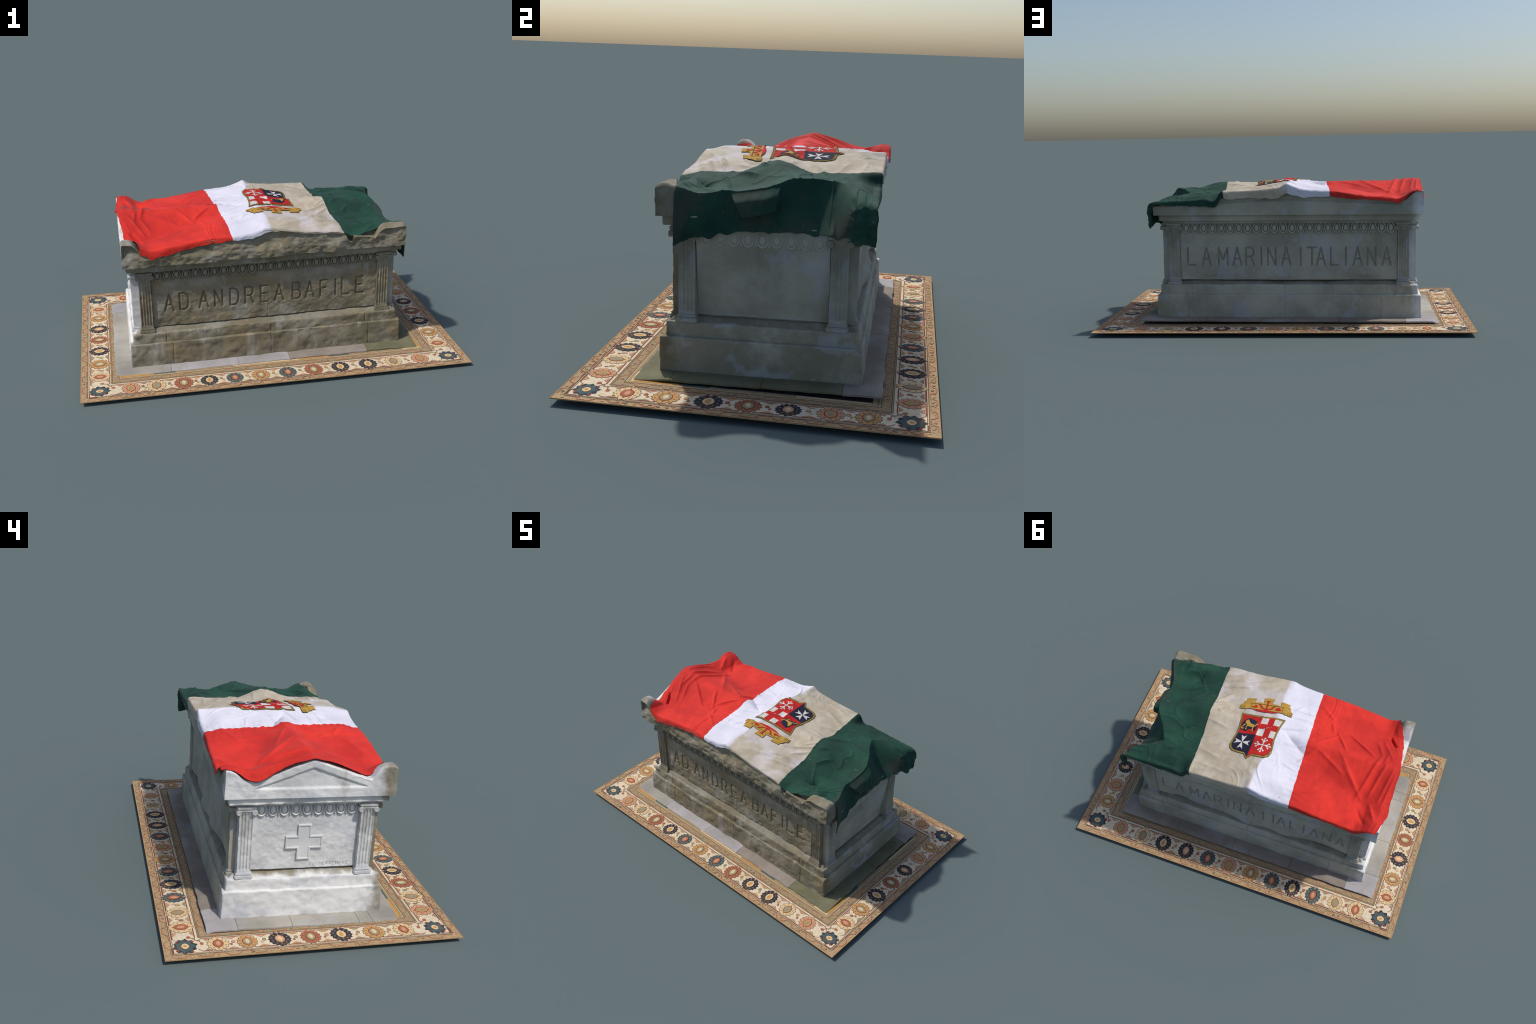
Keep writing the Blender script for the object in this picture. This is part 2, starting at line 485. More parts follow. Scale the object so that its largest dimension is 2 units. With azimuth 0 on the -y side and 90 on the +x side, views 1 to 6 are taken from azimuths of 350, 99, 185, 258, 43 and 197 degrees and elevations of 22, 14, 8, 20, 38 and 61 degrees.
# small incised date under the cross
date = [(g, .030 + i * .0155, .010) for i, g in enumerate('XV SETTEMBRE') if g != ' ']
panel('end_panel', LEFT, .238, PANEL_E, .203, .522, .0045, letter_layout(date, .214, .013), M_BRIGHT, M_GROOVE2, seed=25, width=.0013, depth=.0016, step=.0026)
panel('end_panel', RIGHT, .238, PANEL_E + .003, .200, .522, .0022, [], M_MARBLE, M_GROOVE2, seed=35, step=.004,
      extra=lambda U, Z: .018 * (Z - .36) / .16 + .003)

# --- raised cross on the end
def cross():
    a, l = .030, .083
    out = [(-a, l), (a, l), (a, a), (l, a), (l, -a), (a, -a), (a, -l), (-a, -l), (-a, -a), (-l, -a), (-l, a), (-a, a)]
    def ring(k, y):
        return [(x - math.copysign(k, x), y, z - math.copysign(k, z)) for x, z in out]
    loops = [ring(0, 0), ring(.0006, -.009), ring(.0022, -.0108), ring(.0075, -.0108), ring(.0090, -.0078)]
    bm = bmesh.new()
    rows = [[bm.verts.new(p) for p in l] for l in loops]
    for p, q in zip(rows[:-1], rows[1:]):
        for i in range(12):
            j = (i + 1) % 12
            bm.faces.new((p[i], p[j], q[j], q[i]))
    t = rows[-1]
    for q in ((0, 1, 2, 11), (2, 3, 4, 5), (5, 6, 7, 8), (8, 9, 10, 11), (2, 5, 8, 11)):
        bm.faces.new([t[i] for i in q])
    bmesh.ops.recalc_face_normals(bm, faces=bm.faces)
    me = bpy.data.meshes.new('cross')
    bm.to_mesh(me)
    bm.free()
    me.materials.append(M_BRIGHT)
    o = place('cross', me, tomb)
    o.rotation_euler = (0, 0, LEFT)
    o.location = (-PANEL_E + .002, .004, .331)
cross()

# --- pilasters with fluted shafts, bases and scrolled capitals
def shaft_mesh(name, mat, rough, seed):
    hw, dep, z0, z1 = .031, .027, .200, .488
    us = np.linspace(-hw, hw, 43)
    zs = np.linspace(z0, z1, 60)
    U, Z = np.meshgrid(us, zs, indexing='ij')
    prof = np.full(U.shape, dep)
    for k in range(4):
        c = (k - 1.5) * .0142
        inside = np.clip(1 - ((U - c) / .0056) ** 2, 0, 1)
        prof -= .0046 * np.sqrt(inside) * smooth(z0 + .012, z0 + .022, Z) * smooth(z1 - .004, z1 - .014, Z)
    prof += rough * fbm(U, 0, Z, 22, 4, seed)
    prof[0, :] = -.012
    prof[-1, :] = -.012
    U = U + np.where(abs(U) > hw - .003, rough * .5 * fbm(U, 1, Z, 25, 3, seed + 3), 0)
    V = np.stack([U, -prof, Z], -1).reshape(-1, 3)
    me = bpy.data.meshes.new(name)
    me.from_pydata([tuple(v) for v in V], [], [tuple(int(i) for i in f) for f in grid_faces(len(us), len(zs))])
    me.materials.append(mat)
    me.polygons.foreach_set('use_smooth', np.ones(len(me.polygons), bool))
    me.set_sharp_from_angle(angle=math.radians(50))
    return me

def block_bm(bm, x0, x1, y0, y1, z0, z1, bev=.002):
    vs = [bm.verts.new(p) for p in ((x0, y0, z0), (x1, y0, z0), (x1, y1, z0), (x0, y1, z0), (x0, y0, z1), (x1, y0, z1), (x1, y1, z1), (x0, y1, z1))]
    fs = [bm.faces.new([vs[i] for i in q]) for q in ((3, 2, 1, 0), (4, 5, 6, 7), (0, 1, 5, 4), (1, 2, 6, 5), (2, 3, 7, 6), (3, 0, 4, 7))]
    if bev:
        es = list({e for f in fs for e in f.edges})
        bmesh.ops.bevel(bm, geom=es, offset=bev, segments=2, affect='EDGES')

def base_mesh(name, mat):
    bm = bmesh.new()
    block_bm(bm, -.0395, .0395, -.037, .01, .176, .1935, .003)
    block_bm(bm, -.0355, .0355, -.033, .01, .1925, .204, .0035)
    me = bpy.data.meshes.new(name)
    bm.to_mesh(me); bm.free()
    me.materials.append(mat)
    return me

def capital_mesh(name, mat):
    bm = bmesh.new()
    block_bm(bm, -.041, .041, -.037, .01, .500, .513, .0025)          # abacus
    block_bm(bm, -.033, .033, -.033, .01, .487, .502, .003)           # echinus
    for s in (-1, 1):                                                  # scrolls
        c = (s * .0335, .486)
        r = .0118
        rings = []
        for y, rr in ((-.0385, r * .35), (-.0400, r * .45), (-.0385, r * .62), (-.0400, r * .80), (-.0385, r), (.008, r)):
            rings.append([bm.verts.new((c[0] + rr * math.cos(t), y, c[1] + rr * math.sin(t))) for t in np.linspace(0, 2 * math.pi, 20, endpoint=False)])
        bm.faces.new(rings[0])
        for a, b in zip(rings[:-1], rings[1:]):
            for i in range(20):
                bm.faces.new((a[i], a[(i + 1) % 20], b[(i + 1) % 20], b[i]))
    bmesh.ops.recalc_face_normals(bm, faces=bm.faces)
    me = bpy.data.meshes.new(name)
    bm.to_mesh(me); bm.free()
    me.materials.append(mat)
    me.polygons.foreach_set('use_smooth', np.ones(len(me.polygons), bool))
    me.set_sharp_from_angle(angle=math.radians(40))
    return me

sets = {}
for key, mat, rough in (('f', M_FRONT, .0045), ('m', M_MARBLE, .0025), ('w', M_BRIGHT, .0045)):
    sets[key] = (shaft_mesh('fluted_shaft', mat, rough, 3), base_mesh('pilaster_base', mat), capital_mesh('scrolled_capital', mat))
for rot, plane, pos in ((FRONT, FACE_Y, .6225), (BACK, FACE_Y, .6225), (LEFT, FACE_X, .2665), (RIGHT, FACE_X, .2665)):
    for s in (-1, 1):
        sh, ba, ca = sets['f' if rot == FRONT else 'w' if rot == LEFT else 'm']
        loc = Matrix.Rotation(rot, 3, 'Z') @ Vector((s * pos, -plane, 0))
        p = place('pilaster', sh, tomb, loc, rot)
        place('pilaster_base', ba, p)
        place('scrolled_capital', ca, p)

# --- egg and dart band
def egg_mesh(name, mat):
    V, F = [], []
    a, b, h = .0125, .0195, .013
    n, m = 20, 6
    for i in range(m + 1):
        ph = math.pi / 2 * i / m
        for k in range(n):
            t = 2 * math.pi * k / n
            V.append((a * math.sin(ph) * math.cos(t), -.006 - h * math.cos(ph), b * math.sin(ph) * math.sin(t)))
    for i in range(m):
        for k in range(n):
            F.append((i * n + k, i * n + (k + 1) % n, (i + 1) * n + (k + 1) % n, (i + 1) * n + k))
    # raised rim, open at the top
    o = len(V)
    A, B, tr = .0185, .0255, .0034
    ts = np.linspace(math.radians(-248), math.radians(68), 30)
    for t in ts:
        for q in range(7):
            w = math.pi * q / 6
            rr = 1 + (tr / A) * math.cos(w)
            V.append((A * rr * math.cos(t), -.006 - .011 * math.sin(w), B * rr * math.sin(t)))
    for i in range(len(ts) - 1):
        for q in range(6):
            F.append((o + i * 7 + q, o + i * 7 + q + 1, o + (i + 1) * 7 + q + 1, o + (i + 1) * 7 + q))
    me = bpy.data.meshes.new(name)
    me.from_pydata(V, [], F)
    bm = bmesh.new(); bm.from_mesh(me)
    bmesh.ops.recalc_face_normals(bm, faces=bm.faces)
    bm.to_mesh(me); bm.free()
    me.materials.append(mat)
    me.polygons.foreach_set('use_smooth', np.ones(len(me.polygons), bool))
    return me

def dart_mesh(name, mat):
    V = [(-.0022, 0, .024), (.0022, 0, .024), (0, -.011, .018), (-.0075, 0, -.027), (.0075, 0, -.027), (0, -.015, -.027), (0, -.013, -.004)]
    F = [(0, 2, 1), (0, 3, 6, 2), (1, 2, 6, 4), (3, 5, 6), (4, 6, 5), (3, 4, 5)]
    me = bpy.data.meshes.new(name)
    me.from_pydata(V, [], F)
    bm = bmesh.new(); bm.from_mesh(me)
    bmesh.ops.recalc_face_normals(bm, faces=bm.faces)
    bm.to_mesh(me); bm.free()
    me.materials.append(mat)
    return me

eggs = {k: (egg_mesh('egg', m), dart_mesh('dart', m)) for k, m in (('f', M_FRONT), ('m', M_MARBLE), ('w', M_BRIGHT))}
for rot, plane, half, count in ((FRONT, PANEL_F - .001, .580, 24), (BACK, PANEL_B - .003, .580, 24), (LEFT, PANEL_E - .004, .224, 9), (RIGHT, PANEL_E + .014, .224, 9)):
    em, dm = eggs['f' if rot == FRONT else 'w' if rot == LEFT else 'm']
    pitch = 2 * half / count
    M = Matrix.Rotation(rot, 3, 'Z')
    for i in range(count + 1):
        u = -half + i * pitch
        place('dart', dm, tomb, M @ Vector((u, -plane - .002, .487)), rot, (1, .4 if rot == RIGHT else .8, 1))
        if i < count:
            s = 1 + .05 * R.uniform(-1, 1)
            place('egg', em, tomb, M @ Vector((u + pitch / 2, -plane - .001, .486)), rot, (s, .4 if rot == RIGHT else .75, s))

# --- architrave fillet and cornice
relief_block('architrave', FACE_X + .022, FACE_Y + .026, .510, .530, M_STONE, tomb, .014, .003, stone_relief(rough_front=.003, rough_rest=.0015, seed=6))
def cornice_relief(P, n):
    d = stone_relief((.04,), rough_front=.007, rough_rest=.0026, seed=7)(P, n)
    return d
def broken_end(depth, more, start=-.31):
    # the stone behind the hanging cloth is broken back
    def f(Q):
        Q = Q.copy()
        gap = smooth(start, start + .08, Q[:, 1]) * smooth(.362, .30, Q[:, 1])
        gap = gap * (depth + more * smooth(.06, .15, Q[:, 1]) * smooth(.362, .32, Q[:, 1]))
        Q[:, 0] -= gap * np.clip((Q[:, 0] - .45) / .27, 0, 1)
        return Q
    return f
relief_block('cornice', .7125, .347, .526, .563, M_STONE, tomb, .008, .005, cornice_relief, seams=(.04,), warp=broken_end(.038, .042))

# ================================================================== FLAG SURFACE (world frame)
END = [  # y,   crest x, crest z, foot x, foot z, bulge (0 hollow .. 1 full)
    (-.330, .690, .690, .716, .530, .8),
    (-.308, .697, .703, .719, .508, .8),
    (-.270, .690, .694, .714, .522, .7),
    (-.226, .672, .680, .700, .526, .4),
    (-.180, .652, .684, .692, .534, .3),
    (-.136, .640, .696, .687, .542, .2),
    (-.090, .642, .698, .684, .552, .2),
    (-.030, .648, .708, .682, .560, .2),
    (.030, .646, .722, .680, .564, .2),
    (.087, .620, .742, .679, .566, .15),
    (.164, .566, .740, .677, .566, .15),
    (.215, .538, .731, .678, .564, .2),
    (.247, .522, .724, .684, .560, .3),
    (.290, .562, .718, .704, .562, .7),
    (.330, .605, .712, .720, .550, .95),
    (.360, .645, .698, .722, .545, .9),
    (.390, .700, .687, .724, .536, 1.),
    (.412, .716, .672, .718, .528, 1.)]
def end_curve(k, y):
    return curve1d([(r[0], r[k]) for r in END], y)

FOLDS = [  # crease lines of the cloth: x1, y1, x2, y2, height, half width
    (-.278, -.025, -.368, -.117, .006, .009), (-.366, -.140, -.441, -.033, .006, .009), (-.435, -.160, -.602, -.047, .007, .010),
    (-.592, -.171, -.637, -.080, .005, .010), (-.635, -.066, -.570, .212, .007, .012), (-.676, -.022, -.634, .169, .006, .011),
    (-.719, .008, -.690, .192, .005, .010), (-.237, -.266, -.322, -.207, .004, .012), (-.235, .085, -.290, .011, .005, .008),
    (-.315, -.190, -.339, -.137, .004, .009), (-.650, -.246, -.688, -.182, -.020, .007), (-.669, -.106, -.661, -.016, .004, .010),
    (-.248, .314, -.438, .217, .004, .014), (-.524, .379, -.624, .316, .005, .014), (-.40, -.02, -.55, .14, .003, .012),
    (.355, -.058, .199, -.156, .007, .010), (.350, -.033, .275, -.089, .005, .008), (.350, .177, .177, .090, .006, .016),
    (-.034, -.022, -.226, -.092, .005, .008), (-.131, -.210, -.099, -.171, .004, .010), (.345, -.101, .277, -.166, .006, .009),
    (.308, -.032, .282, -.015, .004, .010), (-.100, -.015, -.227, .068, -.008, .024), (-.214, .129, -.238, .099, .004, .010),
    (.36, -.17, .16, -.27, .005, .012), (.30, -.23, .05, -.33, .004, .012), (.10, .30, .30, .36, .003, .02),
    (.495, .178, .358, .044, .006, .012), (.472, -.060, .429, -.129, .006, .012), (.420, -.028, .378, -.057, .005, .010),
    (.520, -.214, .496, -.263, -.010, .022), (.626, -.254, .602, -.304, -.006, .015), (.543, .361, .407, .357, -.005, .02),
    (-.30, .02, -.46, .10, .004, .012), (-.45, .05, -.60, .20, .004, .014), (-.70, -.06, -.62, -.20, .004, .010), (-.50, -.30, -.36, -.24, .003, .016),
    (-.735, .03, -.715, .22, .004, .008), (-.655, .22, -.70, .31, .006, .012), (-.60, .26, -.66, .34, -.006, .014), (-.38, .10, -.33, .20, -.003, .02),
    (-.225, -.15, -.10, -.13, .003, .008), (-.215, -.19, -.12, -.18, .003, .007), (-.235, .02, -.12, .05, .005, .008), (-.24, .19, -.15, .17, .003, .008),
    (.34, -.21, .20, -.24, .005, .008), (.35, -.25, .22, -.29, .005, .008), (.36, -.29, .20, -.33, .004, .010), (.34, .04, .22, .06, .003, .010),
    (.33, .22, .18, .26, .003, .014), (.32, .31, .12, .33, .003, .012), (-.03, -.02, .06, .03, .005, .010), (.02, .01, .14, .06, -.004, .012),
    (.40, .10, .52, .20, -.005, .014), (.40, -.20, .52, -.15, .005, .012), (.38, .24, .50, .28, .004, .012),
    (.47, -.16, .62, -.10, -.005, .03), (.44, -.30, .62, -.24, .006, .02)]

EDGE_B = [(-.80, .715), (-.754, .724), (-.727, .734), (-.685, .711), (-.657, .694), (-.568, .695), (-.468, .703), (-.368, .717), (-.242, .736), (-.156, .742), (-.08, .757),
          (-.045, .771), (-.024, .778), (.004, .762), (.07, .751), (.139, .745), (.24, .740), (.30, .738), (.335, .733), (.352, .706), (.42, .701), (.515, .701), (.66, .700), (.80, .70)]
EDGE_F = [(-.80, .68), (-.66, .668), (-.59, .672), (-.546, .680), (-.457, .695), (-.337, .711), (-.203, .721), (-.11, .727), (-.06, .740), (-.03, .752), (.0, .750), (.06, .742), (.156, .722), (.267, .711),
          (.350, .703), (.385, .690), (.42, .672), (.49, .675), (.59, .688), (.80, .70)]
EDGE_L = [(-.42, .735), (-.347, .735), (-.30, .712), (-.262, .680), (-.19, .702), (-.117, .740), (-.05, .763), (0, .775), (.05, .764), (.1, .750), (.152, .734), (.23, .719), (.281, .717), (.33, .733), (.364, .736), (.42, .72)]
def ears(x, y):
    """Corner horns of the lid, in the lid's frame."""
    ax, ay = abs(x), abs(y)
    blocky = (x > 0) & (y < 0)                 # the best preserved horn
    rise = lambda t: np.sin(np.pi / 2 * np.clip(t, 0, 1))
    fx = np.where(blocky, rise((ax - .572) / .05), np.where(y < 0, rise((ax - .630) / .060), rise((ax - .622) / .095)))
    fy = np.where((x < 0) & (y < 0), rise((ay - .260) / .066), rise((ay - .248) / .085))
    h = (.5 * fx * fy + .5 * np.minimum(fx, fy)) * np.where(blocky, .036, np.where(y < 0, .058, .062))
    return .636 + h - .010 * smooth(.345, .372, ay) - .006 * smooth(.715, .73, ax)

def smax(a, b, k):
    h = np.clip(.5 + .5 * (a - b) / k, 0, 1)
    return b + (a - b) * h + k * h * (1 - h)

def lid_roof(x, y):
    main = .727 - .38 * np.sqrt(y * y + .0001)
    crossg = .733 - .155 * np.sqrt(x * x + .0002)
    z = smax(main, crossg, .006)
    ear = ears(x, y)
    inear = (abs(x) > np.where((x > 0) & (y < 0), .57, .62)) & (abs(y) > .245)
    return np.where(inear, np.maximum(z, ear), z)

def flag_base(x, y):
    """Height of the cloth in the world before folds."""
    x = np.asarray(x, float); y = np.asarray(y, float)
    lx, ly, _ = to_local(x, y, 0.74)
    z = lid_roof(lx, ly) + .040 + TILT_A * lx + TILT_B * ly + .004
    # along the long edges the cloth dips between the ridges
    zb = curve1d(EDGE_B, x); zf = curve1d(EDGE_F, x)
    wb = smooth(.275, .365, y); wf = smooth(-.275, -.362, y) * smooth(-.66, -.58, x)
    z = z * (1 - wb) + zb * wb
    z = z * (1 - wf) + zf * wf
    we = smooth(-.60, -.725, x)
    z = z * (1 - we) + curve1d(EDGE_L, y) * we
    z_end = end_curve(2, y)
    xe = end_curve(1, y)
    k = smooth(.37, 1.0, .37 + .63 * np.clip((x - .375) / np.maximum(xe - .375, .05), 0, 1))
    k = np.where(x > .375, k, 0)
    sag = .020 * np.exp(-((x - .53) / .085) ** 2 - ((y + .08) / .085) ** 2)      # hollow beside the broken gable
    return z * (1 - k) + z_end * k - sag

def fold_height(x, y):
    d = np.zeros(np.broadcast(x, y).shape)
    for x1, y1, x2, y2, h, w in FOLDS:
        vx, vy = x2 - x1, y2 - y1
        L2 = vx * vx + vy * vy
        t = ((x - x1) * vx + (y - y1) * vy) / L2
        tc = np.clip(t, 0, 1)
        ds = np.hypot(x - x1 - tc * vx, y - y1 - tc * vy)
        d += 1.8 * h * (.45 * np.exp(-(ds / w) ** 2) + .75 * np.exp(-ds / (w * .55))) * (1 - .6 * abs(2 * tc - 1) ** 2)
    x = np.asarray(x, float); y = np.asarray(y, float)
    # crumpled creases: sharp where a noise field crosses zero, drifting in direction
    th = .7 + 1.6 * fbm(x, y, 4, 2.2, 2, 81)
    cu, cv = x * np.cos(th) + y * np.sin(th), y * np.cos(th) - x * np.sin(th)
    cr1 = abs(vnoise(cu * 3.2, cv * 13, 0 * x, 83))
    cr2 = abs(vnoise(cu * 8, cv * 34, 0 * x + 3, 84))
    amt = .15 + .85 * smooth(-.12, .35, fbm(x, y, 9, 4, 2, 85))
    d += amt * (.0060 * np.exp(-cr1 / .07) + .0020 * np.exp(-cr2 / .10)) - .002
    d += .0040 * fbm(x, y, 0, 9, 3, 71) + .0016 * fbm(np.asarray(x) * 1.0, np.asarray(y) * .45, 2, 38, 3, 77)
    # fine pulled wrinkles beside the stripe seams
    d += .0012 * np.sin(np.asarray(y) * 190 + 5 * fbm(x, y, 1, 8, 2, 3)) * np.exp(-((np.asarray(x) + .226 + .07 * np.asarray(y)) / .05) ** 2)
    return d

def flag_top(x, y):
    return flag_base(x, y) + fold_height(x, y)

YF, YB = -.364, .378                 # where the cloth breaks over the long edges
OVER_F = [(-.80, .0), (-.67, .030), (-.60, .046), (-.5, .040), (-.35, .032), (-.2, .028), (-.05, .030), (.08, .016), (.2, .012), (.35, .010), (.45, .004), (.75, .0)]
OVER_B = [(-.80, .0), (-.70, .012), (-.62, .030), (-.5, .026), (-.3, .036), (-.2, .040), (-.02, .058), (.15, .052), (.33, .046), (.5, .040), (.62, .03), (.75, .02)]
RED_END = [(-.42, -.655), (-.37, -.662), (-.34, -.672), (-.30, -.695), (-.25, -.717), (-.16, -.733), (-.06, -.748), (0, -.755), (.09, -.755), (.18, -.759), (.25, -.763), (.30, -.747), (.36, -.738), (.42, -.728)]
def x_red_end(y):
    return curve1d(RED_END, y) + .006 * fbm(np.asarray(y) * 1.0, 0, 0, 30, 3, 9)
def x_rw(y): return -.226 - .0695 * np.asarray(y) + .0015 * vnoise(np.asarray(y) * 50, 0, 0, 2)
def x_wg(y): return .345 - .072 * np.asarray(y) + .0015 * vnoise(np.asarray(y) * 50, 0, 0, 4)

def drape(x, q):
    """q runs across the cloth; past the edges of the lid it falls down the side."""
    yf = YF + .066 * smooth(.42, .70, x)
    y = np.clip(q, yf, YB)
    e = np.where(q < yf, yf - q, np.where(q > YB, q - YB, 0))
    s = np.where(q < yf, -1.0, 1.0)
    r = .010
    out = r * (1 - np.exp(-e / r)) * np.where(q < yf, .7, 1.0)
    z = flag_top(x, y) - (e - out * .75)
    flutter = .004 * fbm(x, e, 0, 24, 3, 55) * smooth(0, .02, e)
    return y + s * (out + flutter), z

def q_limits(x):
    f = YF + .066 * smooth(.42, .70, x) - curve1d(OVER_F, x) * (1 + .15 * vnoise(x * 40, 0, 0, 8)) - .001
    b = YB + curve1d(OVER_B, x) * (1 + .12 * vnoise(x * 34, 0, 0, 6)) + .001
    return f, b

NT = 230
def panel_grid(x_of, ns):
    """x_of(s, y): lines of constant s are nearly straight across the flag."""
    S = np.linspace(0, 1, ns)[:, None]
    T = np.linspace(0, 1, NT)[None, :]
    q = YF + (YB - YF) * T
    for _ in range(3):
        x = x_of(S, q)
        f, b = q_limits(x)
        q = f + (b - f) * T
    y, z = drape(x, q)
    return np.stack([x + 0 * y, y, z], -1)

red = panel_grid(lambda s, q: x_red_end(q) + (x_rw(q) - x_red_end(q)) * s, 150)
white = panel_grid(lambda s, q: x_rw(q) + (x_wg(q) - x_rw(q)) * s, 160)

# the red end curls down over the pediment
dip = .004 + .032 * np.exp(-((red[..., 1] - .235) / .075) ** 2)
e = smooth(.07, .0, np.linspace(0, 1, red.shape[0]))[:, None] ** 1.3
red[..., 2] -= e * dip

# green: top part, then the hanging curtain
NG, NH = 96, 70
def green_sheet():
    S = np.linspace(0, 1, NG)[:, None]
    T = np.linspace(0, 1, NT)[None, :]
    q = YF + (YB - YF) * T
    for _ in range(4):
        x = x_wg(q) + (end_curve(1, np.clip(q, -.33, .412)) - x_wg(q)) * S
        f, b = q_limits(x)
        q = f + (b - f) * T
    y, z = drape(x, q)
    top = np.stack([x + 0 * y, y, z], -1)
    y0, z0, x0 = top[-1, :, 1], top[-1, :, 2], top[-1, :, 0]
    yc = np.clip(y0, -.33, .412)
    xb, zb, bl = end_curve(3, yc), end_curve(4, yc), end_curve(5, yc)
    xb = np.maximum(xb, x0 + .012)
    k = np.linspace(0, 1, NH + 1)[1:, None]
    cx = (x0 + .30 * (xb - x0)) * (1 - bl) + (xb + .022) * bl
    cz = (zb + .30 * (z0 - zb)) * (1 - bl) + (z0 - .004) * bl
    X = (1 - k) ** 2 * x0 + 2 * k * (1 - k) * cx + k ** 2 * xb
    Z = (1 - k) ** 2 * z0 + 2 * k * (1 - k) * cz + k ** 2 * zb
    Y = y0 + 0 * k
    # a loose tongue of cloth folded over the curtain
    zt = np.interp(y0, (-.14, -.10, -.068, .0, .046, .058), (.70, .655, .603, .622, .636, .73))
    tongue = smooth(-.004, .004, Z - zt) * smooth(-.13, -.10, y0) * smooth(.066, .050, y0) * smooth(0, .25, k)
    X = X + .026 * tongue - .006 * smooth(-.15, -.10, y0) * smooth(.06, .04, y0) * (1 - tongue) * smooth(.2, .5, k)
    X = X + .008 * fbm(Y, Z * .5, 0, 17, 3, 31) * smooth(0, .3, k) + .005 * np.sin(Y * 60 + 2 * Z) * smooth(.1, .6, k)
    # crumple of the lobe on the far corner
    lobe = smooth(.27, .33, Y)
    X = X + lobe * .010 * fbm(Y, Z, 0, 40, 3, 32) * smooth(0, .2, k)
    Y = Y + lobe * .006 * fbm(Y, Z, 3, 30, 3, 33) * smooth(0, .3, k)
    # ragged lower hem with two long tips
    hem = .015 * fbm(Y, 0, 0, 34, 4, 34) * k ** 2
    tip = -.022 * np.exp(-((Y - .397) / .008) ** 2) * k ** 3
    Z = Z + hem + tip
    return np.concatenate([top, np.stack([X, Y, Z], -1)], 0)
green = green_sheet()

# one continuous sheet -> thickness -> split by stripe, keeping the whole sheet's normals
sheet = np.concatenate([red, white[1:], green[1:]], 0)
nr, nw = red.shape[0], white.shape[0]
NS = sheet.shape[0]
du = np.gradient(sheet, axis=0); dv = np.gradient(sheet, axis=1)
nrm = np.cross(du, dv)
nrm /= np.maximum(np.linalg.norm(nrm, axis=-1, keepdims=True), 1e-9)

def cloth(name_en, rgb_hi, rgb_lo, baked_shade=False, dusty=False):
    n = Nodes(name_en, 0.8)
    a = n.noise(5, 5, 0.6)
    weave = n.noise(240, 2, 0.5, stretch=(1, 1.6, 1))
    c = n.mix(n.mask(a, 0.35, 0.68), srgb(*rgb_lo), srgb(*rgb_hi))
    if baked_shade:  # beige past the crest: the scan's baked shade put into the colour
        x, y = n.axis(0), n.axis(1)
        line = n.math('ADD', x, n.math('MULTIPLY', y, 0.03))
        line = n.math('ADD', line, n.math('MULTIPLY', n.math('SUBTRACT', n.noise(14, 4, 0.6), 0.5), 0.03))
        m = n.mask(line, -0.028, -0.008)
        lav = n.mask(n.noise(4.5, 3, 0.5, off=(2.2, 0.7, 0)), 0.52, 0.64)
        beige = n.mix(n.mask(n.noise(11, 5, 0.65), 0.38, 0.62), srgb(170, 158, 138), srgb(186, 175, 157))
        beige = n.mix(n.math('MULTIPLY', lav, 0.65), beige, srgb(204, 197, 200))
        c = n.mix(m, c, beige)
    if dusty:      # soot and dust caught by the outer end of the cloth
        dx = n.math('ADD', n.axis(0), n.math('MULTIPLY', n.math('SUBTRACT', n.noise(9, 5, 0.65), 0.5), 0.25))
        dm = n.math('MULTIPLY', n.mask(dx, 0.60, 0.70), n.mask(n.noise(13, 5, 0.7, stretch=(1, 1, 0.5), off=(4, 2, 0)), 0.46, 0.60))
        c = n.mix(n.math('MULTIPLY', dm, 0.6), c, srgb(72, 68, 62))
    spots = n.noise(60, 2, 0.4)
    c = n.mix(n.math('MULTIPLY', n.mask(spots, 0.73, 0.76), 0.45), c, srgb(110, 96, 84))
    n.bump(weave, 0.12, 0.001)
    n.b.inputs['Sheen Weight'].default_value = 0.05
    return n.color(c)

M_RED = cloth('red_cloth', (214, 50, 38), (186, 39, 32))
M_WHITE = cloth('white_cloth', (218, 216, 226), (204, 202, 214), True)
M_GREEN = cloth('green_cloth', (29, 70, 55), (21, 53, 43), dusty=True)

flag = bpy.data.objects.new('draped_flag', None)
bpy.context.scene.collection.objects.link(flag)
flag.location = (0, 0, 0)
flag['label'] = 'rumpled red white and green flag with naval coat of arms'
flag['category'] = 'flag'

THICK = .0028
def strip(name, a, b, mat):
    top = sheet[a:b + 1]; nn = nrm[a:b + 1]
    bot = top - nn * THICK
    nx = b - a + 1
    V = np.concatenate([top.reshape(-1, 3), bot.reshape(-1, 3)])
    N = np.concatenate([nn.reshape(-1, 3), -nn.reshape(-1, 3)])
    F = list(map(tuple, grid_faces(nx, NT))) + list(map(tuple, grid_faces(nx, NT, nx * NT, True)))
    o = nx * NT
    rims = [[i * NT for i in range(nx)][::-1], [i * NT + NT - 1 for i in range(nx)]]
    if a == 0:
        rims.append([j for j in range(NT)])
    if b == NS - 1:
        rims.append([(nx - 1) * NT + j for j in range(NT)][::-1])
    for rim in rims:
        for p, q in zip(rim[:-1], rim[1:]):
            F.append((p, q, q + o, p + o))
    ob = make(name, V, F, mat, flag)
    ob.data.normals_split_custom_set_from_vertices([tuple(v) for v in N])
    return ob

strip('red_panel', 0, nr - 1, M_RED)
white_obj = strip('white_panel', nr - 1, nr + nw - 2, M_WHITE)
strip('green_panel', nr + nw - 2, NS - 1, M_GREEN)

